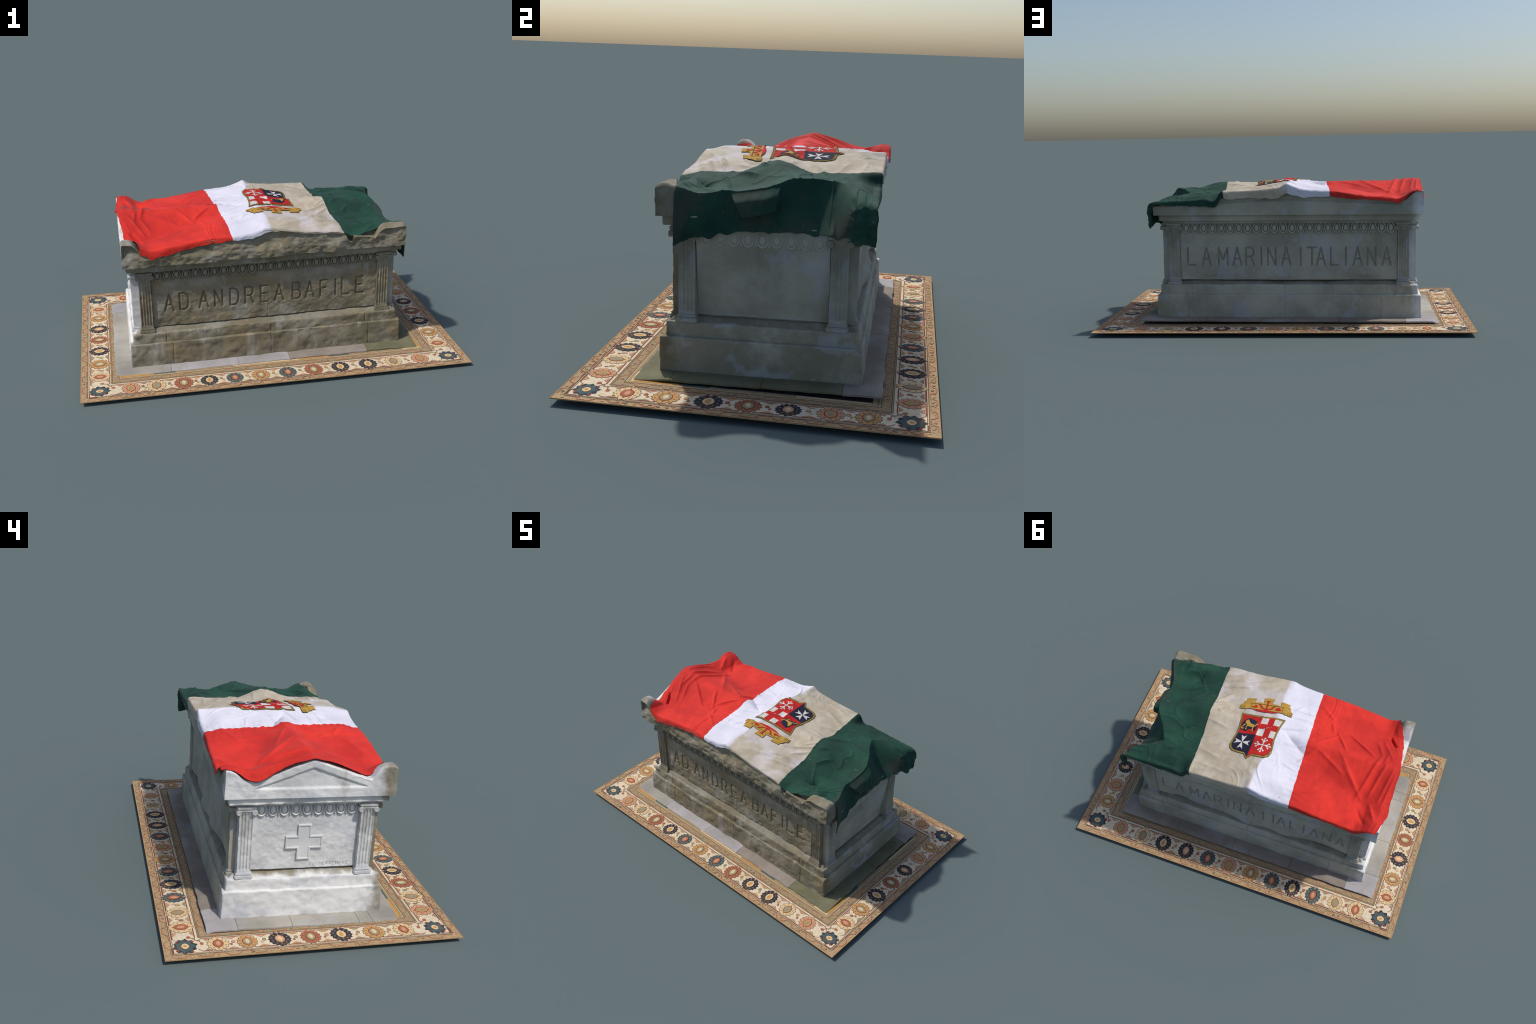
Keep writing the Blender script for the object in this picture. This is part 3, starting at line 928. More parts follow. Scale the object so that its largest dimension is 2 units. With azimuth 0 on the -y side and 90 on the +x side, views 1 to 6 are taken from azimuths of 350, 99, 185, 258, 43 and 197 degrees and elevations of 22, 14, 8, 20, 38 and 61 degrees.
# ================================================================== LID (under the flag)
def lid():
    hx, hy, z0 = .7265, .3690, .559
    xs = edged(-hx, hx, .0065, .008)
    ys = edged(-hy, hy, .0045, .008)
    X, Y = np.meshgrid(xs, ys, indexing='ij')
    H = lid_roof(X, Y)
    # where the cloth sinks lower than the ideal roof the stone is broken away
    wx = X - .0185 - TILT_A * .68; wy = Y + .010 - TILT_B * .68
    yf = YF + .066 * smooth(.42, .70, wx)
    Fz = flag_top(wx, np.clip(wy, yf, YB)) - .040 - TILT_A * X - TILT_B * Y - .010 + .005 * smooth(-.60, -.68, wx)
    # cavity under the far green end
    xe = end_curve(1, np.clip(wy, -.33, .412))
    cav = smooth(-.012, .03, wx - xe + .016) * smooth(-.30, -.27, wy) * smooth(.372, .355, wy)
    Fz = Fz * (1 - cav) + np.minimum(Fz, .566) * cav
    inside = (wx < end_curve(1, np.clip(wy, -.33, .412)) + .05)
    covered = ((wy > yf - .002) | (wx < .42)) & (wx > x_red_end(wy) + np.where(wy < 0, .004, -.02))
    Fz = Fz - .045 * np.exp(-((wy - .235) / .085) ** 2) * smooth(-.66, -.70, wx)
    H = np.where(covered, np.minimum(H, Fz), H)
    # worn front edge, chipped notch at the right
    notch = smooth(.405, .425, X) * smooth(.585, .56, X) * smooth(-.30, -.335, Y)
    H = H - .026 * notch
    H = np.where(~covered, H + .007 * fbm(X, Y, 0, 20, 4, 90), H)
    edge = np.minimum(hx - abs(X), hy - abs(Y))
    H = H - .004 * (1 - np.clip(edge / .012, 0, 1)) ** 2
    H = np.maximum(H, z0 + .004)
    top = np.stack([X, Y, H], -1)
    nx, ny = X.shape
    V = [top.reshape(-1, 3)]
    loop = [i * ny for i in range(nx)] + [(nx - 1) * ny + j for j in range(1, ny)] + [i * ny + ny - 1 for i in range(nx - 2, -1, -1)] + [j for j in range(ny - 2, 0, -1)]
    rim = V[0][loop]
    n = np.zeros_like(rim)
    n[:, 0] = np.where(rim[:, 0] > hx - 1e-6, 1, np.where(rim[:, 0] < -hx + 1e-6, -1, 0))
    n[:, 1] = np.where(rim[:, 1] > hy - 1e-6, 1, np.where(rim[:, 1] < -hy + 1e-6, -1, 0))
    n /= np.linalg.norm(n, axis=1, keepdims=True)
    K = 34
    levels = [rim]
    for k in range(1, K + 1):
        w = rim.copy()
        w[:, 2] = rim[:, 2] + (z0 - rim[:, 2]) * k / K
        levels.append(w)
    W = np.stack(levels)                                   # K+1, L, 3
    P = W.reshape(-1, 3)
    NN = np.broadcast_to(n, W.shape).reshape(-1, 3)
    fr = smooth(.2, .9, -NN[:, 1])
    x, y, z = P.T
    d = fbm(x, y, z, 14, 4, 61) * (.017 * fr + .0045 * (1 - fr)) + np.minimum(0, fbm(x, y, z, 36, 3, 66) + .1) * (.010 * fr + .002 * (1 - fr))
    d -= fr * .016 * smooth(.59, .68, z)                   # weathered back towards the top
    rightend = smooth(.5, .9, NN[:, 0])
    # pediment on the pale end: incised triangle and sunk field
    left = smooth(.5, .95, -NN[:, 0])
    tri = [[(-.234, .603), (0, .688), (.234, .603), (-.234, .603)]]
    dt = seg_dist(y, z, tri)
    inner = (z > .603) & (z < .688 - abs(y) * .363)
    d -= left * np.where(inner, .007, 0) * smooth(0, .004, dt)
    d -= left * .004 * np.exp(-(dt / .003) ** 2)
    # shallow drip line along the back
    back = smooth(.5, .95, NN[:, 1])
    slope = .612 + np.maximum(0, .03 - abs(x) * .045)
    d -= back * .004 * np.exp(-((z - slope) / .003) ** 2)
    d -= back * .005 * smooth(slope, slope + .004, z)
    # joints
    for s in (-.56, .03, .36):
        d -= np.where(abs(NN[:, 1]) > .5, .003 * np.exp(-((x - s) / .002) ** 2), 0)
    fadetop = 1.0
    P = P + NN * (d * fadetop)[:, None]
    L = len(loop)
    P = P.reshape(K + 1, L, 3)
    V[0][loop] = P[0]
    base = nx * ny
    V.append(P[1:].reshape(-1, 3))
    F = list(map(tuple, grid_faces(nx, ny)))
    ids = np.concatenate([np.array(loop)[None], base + np.arange(K * L).reshape(K, L)], 0)
    for k in range(K):
        a, b = ids[k], ids[k + 1]
        F += list(zip(a, b, np.roll(b, -1), np.roll(a, -1)))
    F.append(tuple(ids[K][::-1]))
    return make('lid', broken_end(.070, .020, -.235)(np.concatenate(V)), F, M_STONE, tomb, angle=55)
lid()

# ================================================================== COAT OF ARMS ON THE FLAG
COL = {k: plain('arms_' + k, v, .30, .9, scale=16) for k, v in dict(
    red=(188, 38, 36), navy=(34, 36, 56), white=(212, 206, 200), gold=(186, 146, 66), dark=(58, 48, 32), rope=(176, 148, 76)).items()}

def on_cloth(name, polys, mat, lift, parent, step=.006):
    """Thin appliqué that follows the folds of the cloth."""
    bm = bmesh.new()
    for p in polys:
        vs = [bm.verts.new((x, y, 0)) for x, y in p]
        try:
            bm.faces.new(vs)
        except ValueError:
            pass
    bmesh.ops.triangulate(bm, faces=bm.faces)
    co = np.array([v.co[:] for v in bm.verts])
    for ax in (0, 1):
        lo, hi = co[:, ax].min(), co[:, ax].max()
        for c in np.arange(math.floor(lo / step) * step, hi, step):
            pl = [0, 0, 0]; pl[ax] = 1
            pc = [0, 0, 0]; pc[ax] = c
            bmesh.ops.bisect_plane(bm, geom=list(bm.verts) + list(bm.edges) + list(bm.faces), plane_co=pc, plane_no=pl, dist=1e-6)
    bmesh.ops.recalc_face_normals(bm, faces=bm.faces)
    xy = np.array([v.co[:2] for v in bm.verts])
    z = flag_top(xy[:, 0], xy[:, 1]) + lift
    for v, h in zip(bm.verts, z):
        v.co.z = h
    for f in bm.faces:
        if f.normal.z < 0:
            f.normal_flip()
        f.smooth = True
    me = bpy.data.meshes.new(name)
    bm.to_mesh(me); bm.free()
    me.materials.append(mat)
    return place(name, me, parent)

TL, TR, BR_, BL_ = (.178, -.062), (-.067, -.086), (-.066, .192), (.168, .198)
def sh(a, b):
    x = (1 - a) * (1 - b) * TL[0] + a * (1 - b) * TR[0] + a * b * BR_[0] + (1 - a) * b * BL_[0]
    y = (1 - a) * (1 - b) * TL[1] + a * (1 - b) * TR[1] + a * b * BR_[1] + (1 - a) * b * BL_[1]
    return (x, y)
def shp(pts): return [sh(a, b) for a, b in pts]

half_r = [(.5, .02), (1.0, .0), (.965, .16), (.945, .35), (.95, .52), (.985, .70), (1.0, .82), (.97, .91), (.89, .965), (.74, .98), (.60, .985), (.5, 1.09)]
outline = half_r + [(1 - a, b) for a, b in half_r[::-1][1:-1]]
def shrink(pts, k, c=(.5, .5)):
    return [(c[0] + (a - c[0]) * k, c[1] + (b - c[1]) * k) for a, b in pts]
def clip_poly(pts, side):
    """keep one quarter of the shield"""
    ax, keep = side
    out = []
    for p, q in zip(pts, pts[1:] + pts[:1]):
        pin = (p[ax] <= .5) == keep; qin = (q[ax] <= .5) == keep
        if pin: out.append(p)
        if pin != qin:
            t = (.5 - p[ax]) / (q[ax] - p[ax])
            m = [p[0] + (q[0] - p[0]) * t, p[1] + (q[1] - p[1]) * t]
            out.append(tuple(m))
    return out
BASE = .0030
L1, L2, L3, L4 = BASE, BASE + .0008, BASE + .0017, BASE + .0025
shield = on_cloth('shield', [shp(shrink(outline, 1.015))], COL['dark'], L1, white_obj)
on_cloth('rope_border', [shp(outline)], COL['rope'], L1 + .0003, shield)
# rope twist: slanting dark ticks round the border
ticks = []
pts = np.array(shp(shrink(outline, .94)) ); pts2 = np.array(shp(outline))
per = []
for i in range(len(pts)):
    a, b, a2, b2 = pts[i], pts[(i + 1) % len(pts)], pts2[i], pts2[(i + 1) % len(pts)]
    n = max(1, int(np.linalg.norm(b - a) / .0052))
    for k in range(n):
        t0, t1 = (k + .15) / n, (k + .42) / n
        s0, s1 = (k + .55) / n, (k + .82) / n
        ticks.append([tuple(a + (b - a) * t0), tuple(a + (b - a) * t1), tuple(a2 + (b2 - a2) * min(s1, 1)), tuple(a2 + (b2 - a2) * min(s0, 1))])
tk = on_cloth('rope_twist', ticks, COL['dark'], L2, shield, .05)
tk['kind'] = 'stuff'
inner = shrink(outline, .922)
quart = {'lion': ((0, True), (1, True), 'red'), 'genoa': ((0, False), (1, True), 'white'), 'amalfi': ((0, True), (1, False), 'navy'), 'pisa': ((0, False), (1, False), 'red')}
on_cloth('shield_edge', [shp(shrink(outline, .934))], COL['dark'], L2 + .0004, shield)
for k, (sx, sy, c) in quart.items():
    on_cloth('shield_quarter', [shp(clip_poly(clip_poly(inner, sx), sy))], COL[c], L3, shield)
# red cross on the white quarter
on_cloth('red_cross', [shp([(.655, .035), (.79, .035), (.79, .5), (.655, .5)]), shp([(.5, .20), (.655, .20), (.655, .33), (.5, .33)]), shp([(.79, .20), (.925, .20), (.92, .33), (.79, .33)])], COL['red'], L4, shield)
# eight-pointed white cross on the dark quarter
def arms(cx, cy, r, w0, w1, notch, n=4, rot=0):
    out = []
    for k in range(n):
        a = rot + k * 2 * math.pi / n
        ux, uy = math.cos(a), math.sin(a)
        loc = [(0.06, -w0), (1, -w1), (notch, 0), (1, w1), (0.06, w0)]
        out.append([(cx + r * (u * ux - v * uy), cy + r * .92 * (u * uy + v * ux)) for u, v in loc])
    return out
on_cloth('eight_pointed_cross', [shp(p) for p in arms(.255, .715, .185, .04, .36, .74)], COL['white'], L4, shield)
# openwork white cross with round tips
pc = (.745, .70)
polys = []
for k in range(4):
    a = k * math.pi / 2
    ux, uy = math.cos(a), math.sin(a)
    f = lambda u, v: (pc[0] + .185 * (u * ux - v * uy), pc[1] + .165 * (u * uy + v * ux))
    polys.append([f(0, -.05), f(.35, -.07), f(.72, -.28), f(.62, 0), f(.72, .28), f(.35, .07), f(0, .05)])
    for u, v in ((1.0, 0), (.78, -.30), (.78, .30)):
        c = f(u * .97, v)
        polys.append([(c[0] + .022 * math.cos(t), c[1] + .020 * math.sin(t)) for t in np.linspace(0, 6.283, 9)[:-1]])
    polys.append([f(.6, -.05), f(.95, -.05), f(.95, .05), f(.6, .05)])
on_cloth('openwork_cross', [shp(p) for p in polys], COL['white'], L4, shield)
# winged beast in the remaining quarter: dark silhouette with gold body on top
dark = [[(.10, .30), (.16, .16), (.24, .10), (.30, .20), (.40, .20), (.46, .28), (.42, .42), (.36, .36), (.28, .38), (.24, .44), (.10, .42)],
        [(.24, .12), (.34, .14), (.44, .18), (.36, .26), (.27, .24)]]
goldp = [[(.17, .20), (.22, .16), (.25, .22), (.30, .26), (.38, .27), (.40, .32), (.34, .33), (.27, .33), (.22, .30), (.17, .27)],
         [(.22, .30), (.25, .31), (.22, .37), (.25, .40), (.20, .40)], [(.16, .29), (.19, .30), (.14, .36), (.12, .35)],
         [(.35, .32), (.38, .32), (.38, .38), (.41, .41), (.36, .41)], [(.39, .29), (.45, .22), (.46, .24), (.41, .31)],
         [(.10, .36), (.17, .38), (.16, .41), (.10, .40)]]
on_cloth('beast_silhouette', [shp(p) for p in dark], COL['navy'], L4, shield)
on_cloth('winged_beast', [shp(p) for p in goldp], COL['gold'], L4 + .0006, shield)

# mural crown with ships' prows
CLp, CRp = (.206, -.088), (-.090, -.118)
def cr(a, b):
    bow = -.014 * (1 - (2 * a - 1) ** 2)
    return (CLp[0] + (CRp[0] - CLp[0]) * a + .006 * b, CLp[1] + (CRp[1] - CLp[1]) * a + bow * b - .084 * b)
def crp(p): return [cr(a, b) for a, b in p]
def tower(c, w, b0, b1):
    l, r, m = c - w / 2, c + w / 2, b1 - .20
    return [(l + w * .12, b0), (r - w * .12, b0), (r - w * .03, m), (r, b1), (r - w * .24, b1), (r - w * .25, m), (c + w * .11, m), (c + w * .11, b1),
            (c - w * .11, b1), (c - w * .11, m), (l + w * .25, m), (l + w * .24, b1), (l, b1), (l + w * .03, m)]
gold = [tower(.17, .17, .10, .86), tower(.5, .18, .45, .96), tower(.83, .17, .10, .86),
        [(.17, .10), (.83, .10), (.83, .52), (.66, .60), (.5, .62), (.34, .60), (.17, .52)],
        [(.0, .04), (.14, .04), (.16, .36), (.09, .38), (.07, .54), (.13, .58), (.15, .50), (.15, .70), (.06, .66), (.04, .42), (.0, .34)],
        [(1, .04), (.86, .04), (.84, .36), (.91, .38), (.93, .54), (.87, .58), (.85, .50), (.85, .70), (.94, .66), (.96, .42), (1, .34)]]
def grow(p, k):
    c = np.mean(np.array(p), 0)
    return [tuple(c + (np.array(q) - c) * k) for q in p]
crown = on_cloth('crown', [crp(grow(p, 1.04)) for p in gold], COL['dark'], L1, white_obj)
for i, p in enumerate(gold):
    on_cloth('crown_part', [crp(p)], COL['gold'], L2 + .00025 * i, crown)
arc = [(.24, .08), (.36, -.02), (.5, -.05), (.64, -.02), (.76, .08), (.64, .10), (.5, .11), (.36, .10)]
on_cloth('red_lining', [crp(arc)], COL['red'], L4, crown)
anchor = [[(.485, .16), (.515, .16), (.515, .74), (.485, .74)], [(.46, .70), (.54, .70), (.54, .76), (.46, .76)],
          [(.34, .46), (.37, .46), (.43, .26), (.5, .20), (.57, .26), (.63, .46), (.66, .46), (.60, .20), (.5, .11), (.40, .20)]]
on_cloth('anchor', [crp(p) for p in anchor], COL['red'], L4 + .0004, crown)
prow = [[(.21, .26), (.28, .30), (.27, .42), (.32, .34), (.33, .22), (.28, .18), (.24, .20)], [(.79, .26), (.72, .30), (.73, .42), (.68, .34), (.67, .22), (.72, .18), (.76, .20)]]
on_cloth('crown_emblem', [crp(p) for p in prow], COL['red'], L4 + .0006, crown)
seams = [[(a, b0), (a + .006, b0), (a + .006, b1), (a, b1)] for a, b0, b1 in ((.02, .05, .3), (.05, .05, .3), (.08, .05, .3), (.98, .05, .3), (.95, .05, .3), (.915, .05, .3), (.2, .12, .5), (.8, .12, .5))]
seams += [[(.17, .49), (.83, .49), (.83, .515), (.17, .515)]]
on_cloth('crown_seam', [crp(p) for p in seams], COL['dark'], L4 + .0002, crown)

# ================================================================== CARPET
CX, CY, CZ = .999, .6370, .0225
def wool(name, rgb, vary=.22, speck=False):
    n = Nodes(name, .95)
    base = srgb(*rgb)
    dark = tuple(c * (1 - vary) for c in base[:3]) + (1,)
    f = n.noise(150, 3, .6)
    g = n.noise(12, 4, .6)
    c = n.ramp(f, [(.34, dark), (.62, base)])
    c = n.mix(n.math('MULTIPLY', n.mask(g, .45, .7), .18), c, srgb(150, 118, 78))
    if speck:
        c = n.mix(n.math('MULTIPLY', n.mask(n.noise(75, 3, .6, off=(1, 2, 3)), .56, .64), .5), c, srgb(128, 118, 88))
        c = n.mix(n.math('MULTIPLY', n.mask(n.noise(68, 3, .6, off=(7, 5, 3)), .58, .66), .5), c, srgb(164, 100, 68))
    n.bump(f, .25, .001)
    return n.color(c)
W = {k: wool('wool_' + k, v, speck=k in ('tan', 'inner')) for k, v in dict(
    tan=(180, 152, 116), inner=(164, 144, 112), cream=(220, 204, 175), brown=(98, 74, 56), rust=(170, 102, 76), red=(142, 72, 58), navy=(58, 57, 64), teal=(74, 94, 96),
    ochre=(196, 150, 96), grey=(158, 146, 116), sand=(222, 192, 146), orange=(206, 146, 66), blush=(204, 152, 118)).items()}
WN = list(W); WM = [W[k] for k in WN]; WI = {k: i for i, k in enumerate(WN)}

carpet = make('carpet', [(sx * CX, sy * CY, z) for z in (CZ, CZ - .003) for sx, sy in ((-1, -1), (1, -1), (1, 1), (-1, 1))],
              [(0, 1, 2, 3), (7, 6, 5, 4), (4, 5, 1, 0), (5, 6, 2, 1), (6, 7, 3, 2), (7, 4, 0, 3)], W['tan'], None, smooth_shade=False)
carpet['label'] = 'rectangular cream and tan carpet with medallion border'
carpet['category'] = 'carpet'

class Pile:
    """Collects flat woven figures, each a slightly raised patch of pile."""
    def __init__(self):
        self.v, self.f, self.m = [], [], []
    def poly(self, pts, col, z, h=.0004):
        o, n = len(self.v), len(pts)
        a = sum(p[0] * q[1] - q[0] * p[1] for p, q in zip(pts, pts[1:] + pts[:1]))
        if a < 0:
            pts = pts[::-1]
        self.v += [(x, y, z) for x, y in pts] + [(x, y, z - h) for x, y in pts]
        self.f.append(tuple(range(o, o + n))); self.m.append(WI[col])
        for i in range(n):
            j = (i + 1) % n
            self.f.append((o + i, o + n + i, o + n + j, o + j)); self.m.append(WI[col])
    def line(self, pts, w, col, z):
        for (ax, ay), (bx, by) in zip(pts[:-1], pts[1:]):
            L = math.hypot(bx - ax, by - ay)
            if L < 1e-6:
                continue
            tx, ty = (bx - ax) / L * w * .4, (by - ay) / L * w * .4
            px, py = -(by - ay) / L * w / 2, (bx - ax) / L * w / 2
            self.poly([(ax - tx + px, ay - ty + py), (ax - tx - px, ay - ty - py), (bx + tx - px, by + ty - py), (bx + tx + px, by + ty + py)], col, z)
    def frame(self, x0, y0, x1, y1, col, z):
        """band between the rectangle of half size (x0,y0) and the smaller (x1,y1)"""
        for s in (-1, 1):
            self.poly([(-x0, s * y0), (x0, s * y0), (x1, s * y1), (-x1, s * y1)], col, z)
            self.poly([(s * x0, -y0), (s * x0, y0), (s * x1, y1), (s * x1, -y1)], col, z)
    def build(self, name, parent, mesh_only=False):
        me = bpy.data.meshes.new(name)
        me.from_pydata(self.v, [], self.f)
        for m in WM:
            me.materials.append(m)
        me.polygons.foreach_set('material_index', np.array(self.m, dtype=np.int32))
        me.update()
        return me if mesh_only else place(name, me, parent)

z1, z2, z3, z4, z5, z6 = [CZ + .0004 * k for k in (1, 2, 3, 4, 5, 6)]
def in_frame(d):   # rectangle at inward distance d from the rim
    return CX - d, CY - d
def band(d0, d1, col, z, name):
    p = Pile()
    p.frame(*in_frame(d0), *in_frame(d1), col, z)
    return p.build(name, carpet)
D_OUT, D_CR0, D_CR1, D_IN = .037, .040, .154, .208
band(D_CR0 - .002, D_CR1 + .002, 'cream', z1, 'cream_band')
band(D_CR1, D_IN, 'inner', z2, 'inner_band')
guard = Pile()
for d, c in ((.034, 'brown'), (.0405, 'brown'), (.1515, 'brown'), (.1575, 'brown'), (.191, 'brown'), (.196, 'sand')):
    guard.frame(*in_frame(d), *in_frame(d + .0022), c, z3)
guard.frame(*in_frame(.0005), *in_frame(.0025), 'ochre', z3)
guard.build('guard_stripe', carpet)
# inner field: short lengths of orange and blue at the guard, dark ground beyond
fld = Pile()
fx, fy = in_frame(.2085)
fld.poly([(-fx, -fy), (fx, -fy), (fx, fy), (-fx, fy)], 'navy', z1)
def guard_run(n, length, pos, vertical, sgn):
    k = 0
    t = -length
    while t < length:
        L = (.16, .11, .30, .35)[k % 4]
        c = ('orange', 'teal', 'inner', 'sand')[k % 4]
        e = min(length, t + L)
        q = [(t, sgn * pos), (e, sgn * pos), (e, sgn * (pos - .014)), (t, sgn * (pos - .014))]
        fld.poly([(b, a) for a, b in q] if vertical else q, c, z2)
        t = e
        k += 1
for s in (-1, 1):
    guard_run(0, fx, fy, False, s)
    guard_run(0, fy - .015, fx, True, s)
fld.build('inner_field', carpet)

# --- medallions
def oval(a, b, teeth, depth, lean=0.0, n=None):
    pts = []
    n = teeth * 2
    for k in range(n):
        t = 2 * math.pi * (k + .5) / n
        r = 1 + (depth if k % 2 else -depth)
        if abs(math.sin(t)) > .96:
            r *= 1.08
        pts.append((a * r * math.cos(t) + lean * b * math.sin(t), b * r * math.sin(t)))
    return pts
def hexa(a, b):
    return [(0, b), (a * .8, b * .55), (a, 0), (a * .8, -b * .55), (0, -b), (-a * .8, -b * .55), (-a, 0), (-a * .8, b * .55)]
def medallion(ring, heart, core, edge='brown', teeth=15):
    p = Pile()
    za, zb, zc, zd, ze, zf = [.0004 * k for k in range(1, 7)]
    p.poly(oval(.0455, .0490, teeth, .075), edge, za)
    p.poly(oval(.0428, .0462, teeth, .075), ring, zb)
    for k in range(10):                                   # petal ticks
        t = 2 * math.pi * (k + .5) / 10
        c, s = math.cos(t), math.sin(t)
        p.poly([(.030 * c - .003 * s, .034 * s + .003 * c), (.037 * c, .040 * s), (.030 * c + .003 * s, .034 * s - .003 * c)], 'ochre' if ring in ('navy', 'teal') else edge, zc)
    p.poly(hexa(.0235, .034), 'red' if edge == 'brown' and ring != 'rust' else edge, zd)
    p.poly(hexa(.0195, .0295), heart, ze)
    p.poly(hexa(.0095, .0185), core, zf)
    for s in (-1, 1):                                      # palmette tip towards the inner side
        p.poly([(s * .004, .040), (s * .016, .058), (s * .010, .042)], ring if ring != 'cream' else 'rust', zc)
    p.poly([(-.006, .042), (0, .062), (.006, .042)], 'blush', zd)
    return p.build('medallion', carpet, True)
KINDS = {
    'n': medallion('navy', 'sand', 'ochre', 'navy'), 'm': medallion('navy', 'blush', 'sand', 'navy', 16), 'o': medallion('ochre', 'grey', 'sand'),
    'r': medallion('rust', 'grey', 'sand'), 't': medallion('teal', 'rust', 'blush', 'navy'), 's': medallion('sand', 'rust', 'blush'),
    'g': medallion('sand', 'grey', 'grey', 'brown', 13), 'b': medallion('blush', 'ochre', 'grey')}
def corner_star():
    p = Pile()
    p.poly(oval(.052, .044, 10, .12), 'navy', .0004)
    p.poly(oval(.044, .036, 7, .14), 'teal', .0008)
    p.poly(hexa(.024, .020), 'brown', .0012)
    p.poly(hexa(.020, .017), 'sand', .0016)
    p.poly(hexa(.009, .008), 'ochre', .0020)
    for a in (.6, 2.2, 3.9, 5.3):
        c, s = .050 * math.cos(a), .042 * math.sin(a)
        p.poly([(c - .009, s), (c, s + .007), (c + .010, s - .001), (c, s - .007)], 'red', .0010)
    return p.build('corner_medallion', carpet, True)
STAR = corner_star()
LONG = (-.752, -.626, -.489, -.360, -.230, -.097, .043, .178, .319, .467, .604, .749)
SHORT = (-.402, -.268, -.122, .012, .146, .285, .408)
YM, XM = .545, .902
def put(me, x, y, rot):
    nm = 'corner_medallion' if me is STAR else 'medallion'
    s = 1 + .06 * R.uniform(-1, 1)
    return place(nm, me, carpet, (x, y, z1 + .0002), rot + .06 * R.uniform(-1, 1), (s, s * (1 + .05 * R.uniform(-1, 1)), 1))
for k, x in zip('bgrntotrnngb', LONG):
    put(KINDS[k], x, -YM, 0)
for k, x in zip('sgtntobtmngb'[::1], LONG):
    put(KINDS[k], x, YM, math.pi)
for k, y in zip('sonrmos', SHORT):
    put(KINDS[k], -XM, y, -math.pi / 2)
for k, y in zip('sonrmbo', SHORT):
    put(KINDS[k], XM, y, math.pi / 2)
for sx in (-1, 1):
    for sy in (-1, 1):
        put(STAR, sx * .905, sy * YM, 0 if sy < 0 else math.pi)

# --- vines, brackets and buds between the medallions
vine = Pile()
buds = Pile()
def side_frame(kind, sgn):
    """(along, outward from the band centre towards the rim) -> carpet x, y"""
    if kind == 'long':
        return lambda u, w: (u, sgn * (YM + w))
    return lambda u, w: (sgn * (XM + w), u)
def bracket(F, a, b, w, flip):
    s = 1 if flip > 0 else -1
    L = b - a
    e = .047 * s
    d0 = a + L * .04; d1 = a + L * .20; d2 = a + L * .80; d3 = a + L * .95
    vine.line([F(d0, e * .78), F(d1 - .004, e)], .0024, 'red', z3)
    vine.line([F(d1 - .002, e), F(d2, e)], .0046, 'red', z3)
    vine.line([F(d2, e), F(d3, e * .75), F(d3 + .004, e * .6)], .0024, 'red', z3)
    m = (d1 + d2) / 2
    col = random.choice(['ochre', 'grey', 'ochre', 'blush'])
    buds.poly([F(m - L * .16, e * .90), F(m + L * .18, e * .90), F(m + .004, e * .58)], 'brown', z2)
    buds.poly([F(m - L * .13, e * .87), F(m + L * .15, e * .87), F(m + .004, e * .62)], col, z3)
def bud(F, m):
    a = random.uniform(-.6, .6)
    col = random.choice(['rust', 'ochre', 'rust', 'blush', 'grey'])
    for (du, dw, r), c in zip(((-.004, -.008, .0095), (.007, .010, .0065)), (col, random.choice(['ochre', 'sand', 'rust']))):
        for k, cc, zz in ((1.25, 'brown', z2), (1.0, c, z3)):
            buds.poly([F(m + du + r * k * (math.cos(t + a) * .75), dw + r * k * math.sin(t + a)) for t in np.linspace(0, 6.283, 8)[:-1]], cc, zz)
    vine.line([F(m - .004, -.012), F(m + .004, .0), F(m + .007, .014)], .0016, 'brown', z2)
for kind, stations, lim in (('long', LONG, .862), ('short', SHORT, .492)):
    for sgn in (-1, 1):
        F = side_frame(kind, sgn)
        st = list(stations)
        for i, (a, b) in enumerate(zip(st[:-1], st[1:])):
            bracket(F, a, b, 0, 1)
            bracket(F, a, b, 0, -1)
            bud(F, (a + b) / 2)
        for a, b in ((-lim, st[0]), (st[-1], lim)):
            bracket(F, a, b, 0, 1)
            bracket(F, a, b, 0, -1)
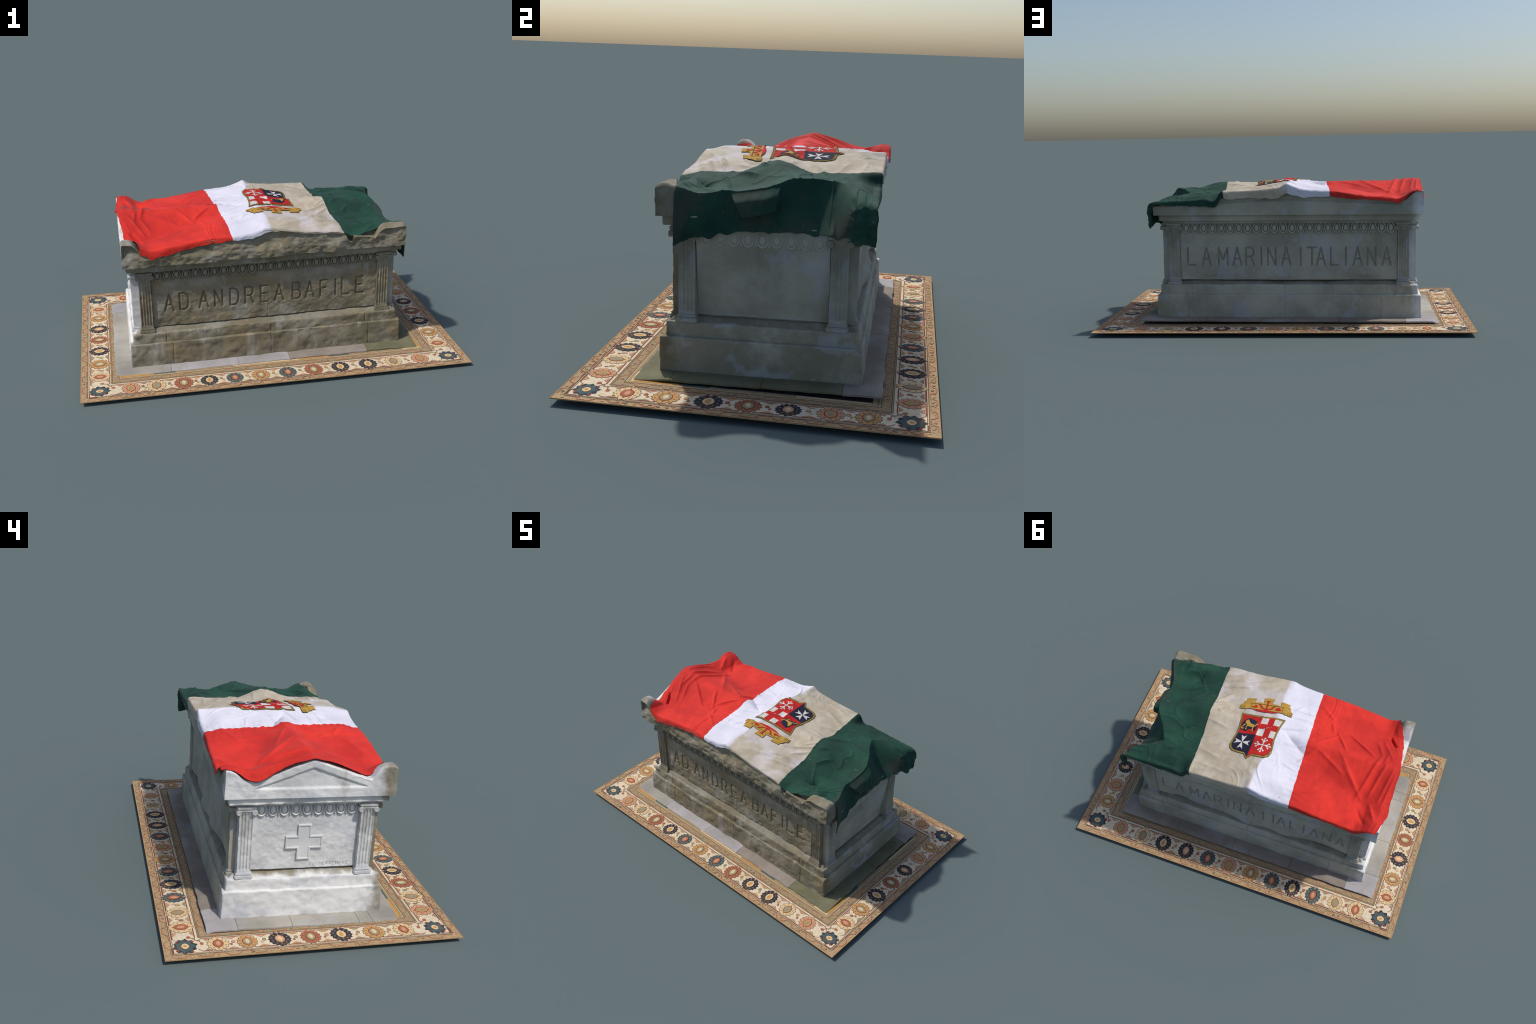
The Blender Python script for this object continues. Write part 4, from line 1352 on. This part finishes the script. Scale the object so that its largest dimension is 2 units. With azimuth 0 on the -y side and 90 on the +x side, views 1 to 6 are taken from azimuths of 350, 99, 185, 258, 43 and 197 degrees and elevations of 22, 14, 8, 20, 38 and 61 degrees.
for sx in (-1, 1):
    for sy in (-1, 1):
        vine.line([(sx * .955, sy * .555), (sx * .955, sy * .598), (sx * .915, sy * .598)], .0024, 'red', z3)
        pts = [(sx * x, sy * y) for x, y in ((.83, .520), (.845, .515), (.852, .500), (.862, .500), (.866, .482), (.888, .478))]
        vine.line(pts, .003, 'brown', z3)
        for px, py in ((.838, .525), (.893, .474)):
            buds.poly([(sx * (px + .011 * math.cos(t)), sy * (py + .008 * math.sin(t))) for t in np.linspace(0, 6.283, 8)[:-1]], 'rust', z4)
v = vine.build('vine', carpet); v['kind'] = 'stuff'
b = buds.build('bud', carpet); b['kind'] = 'stuff'

# --- meander and small flowers in both tan bands
def meander(d_lo, d_hi, name):
    p = Pile()
    fl = Pile()
    for kind, sgn in (('long', -1), ('long', 1), ('short', -1), ('short', 1)):
        cx, cy = in_frame(d_lo)
        cx2, cy2 = in_frame(d_hi)
        lim = cx2 if kind == 'long' else cy2
        lo, hi = (cy2, cy) if kind == 'long' else (cx2, cx)
        P = (lambda u, w: (u, sgn * (lo + (hi - lo) * w))) if kind == 'long' else (lambda u, w: (sgn * (lo + (hi - lo) * w), u))
        n = int(round(2 * lim / .105))
        step = 2 * lim / n
        pts = []
        for i in range(n):
            a = -lim + i * step
            pts += [P(a + step * q, w) for q, w in ((.06, .14), (.40, .14), (.56, .86), (.90, .86))]
            for q, w in ((.30, .60), (.76, .38), (.03, .62)):
                if (i * 3 + int(q * 10)) % 4 == 3:
                    continue
                u = a + step * q
                c = random.choice(['rust', 'teal', 'navy', 'grey', 'rust', 'ochre', 'grey'])
                r = (hi - lo) * .20
                sc = .0075
                ring = []
                for k in range(8):
                    t = k * math.pi / 4
                    rr = 1.0 if k % 2 == 0 else .55
                    ring.append(P(u + sc * rr * math.cos(t), w + .22 * rr * math.sin(t)))
                fl.poly(ring, c, z4)
                fl.poly([P(u + .0028 * math.cos(t), w + .08 * math.sin(t)) for t in (0, 1.57, 3.14, 4.71)], 'sand', z5)
            for q, w in ((.48, .25), (.95, .3), (.65, .62)):
                u = a + step * q
                fl.poly([P(u - .009, w), P(u, w + .13), P(u + .009, w), P(u, w - .13)], 'grey' if (i % 2) else 'blush', z3)
        p.line(pts, .0022, 'rust', z4)
    o = p.build(name, carpet); o['kind'] = 'stuff'
    o = fl.build('small_flower', carpet); o['kind'] = 'stuff'
meander(.004, .034, 'meander')
meander(.1595, .189, 'meander')

bpy.context.view_layer.update()
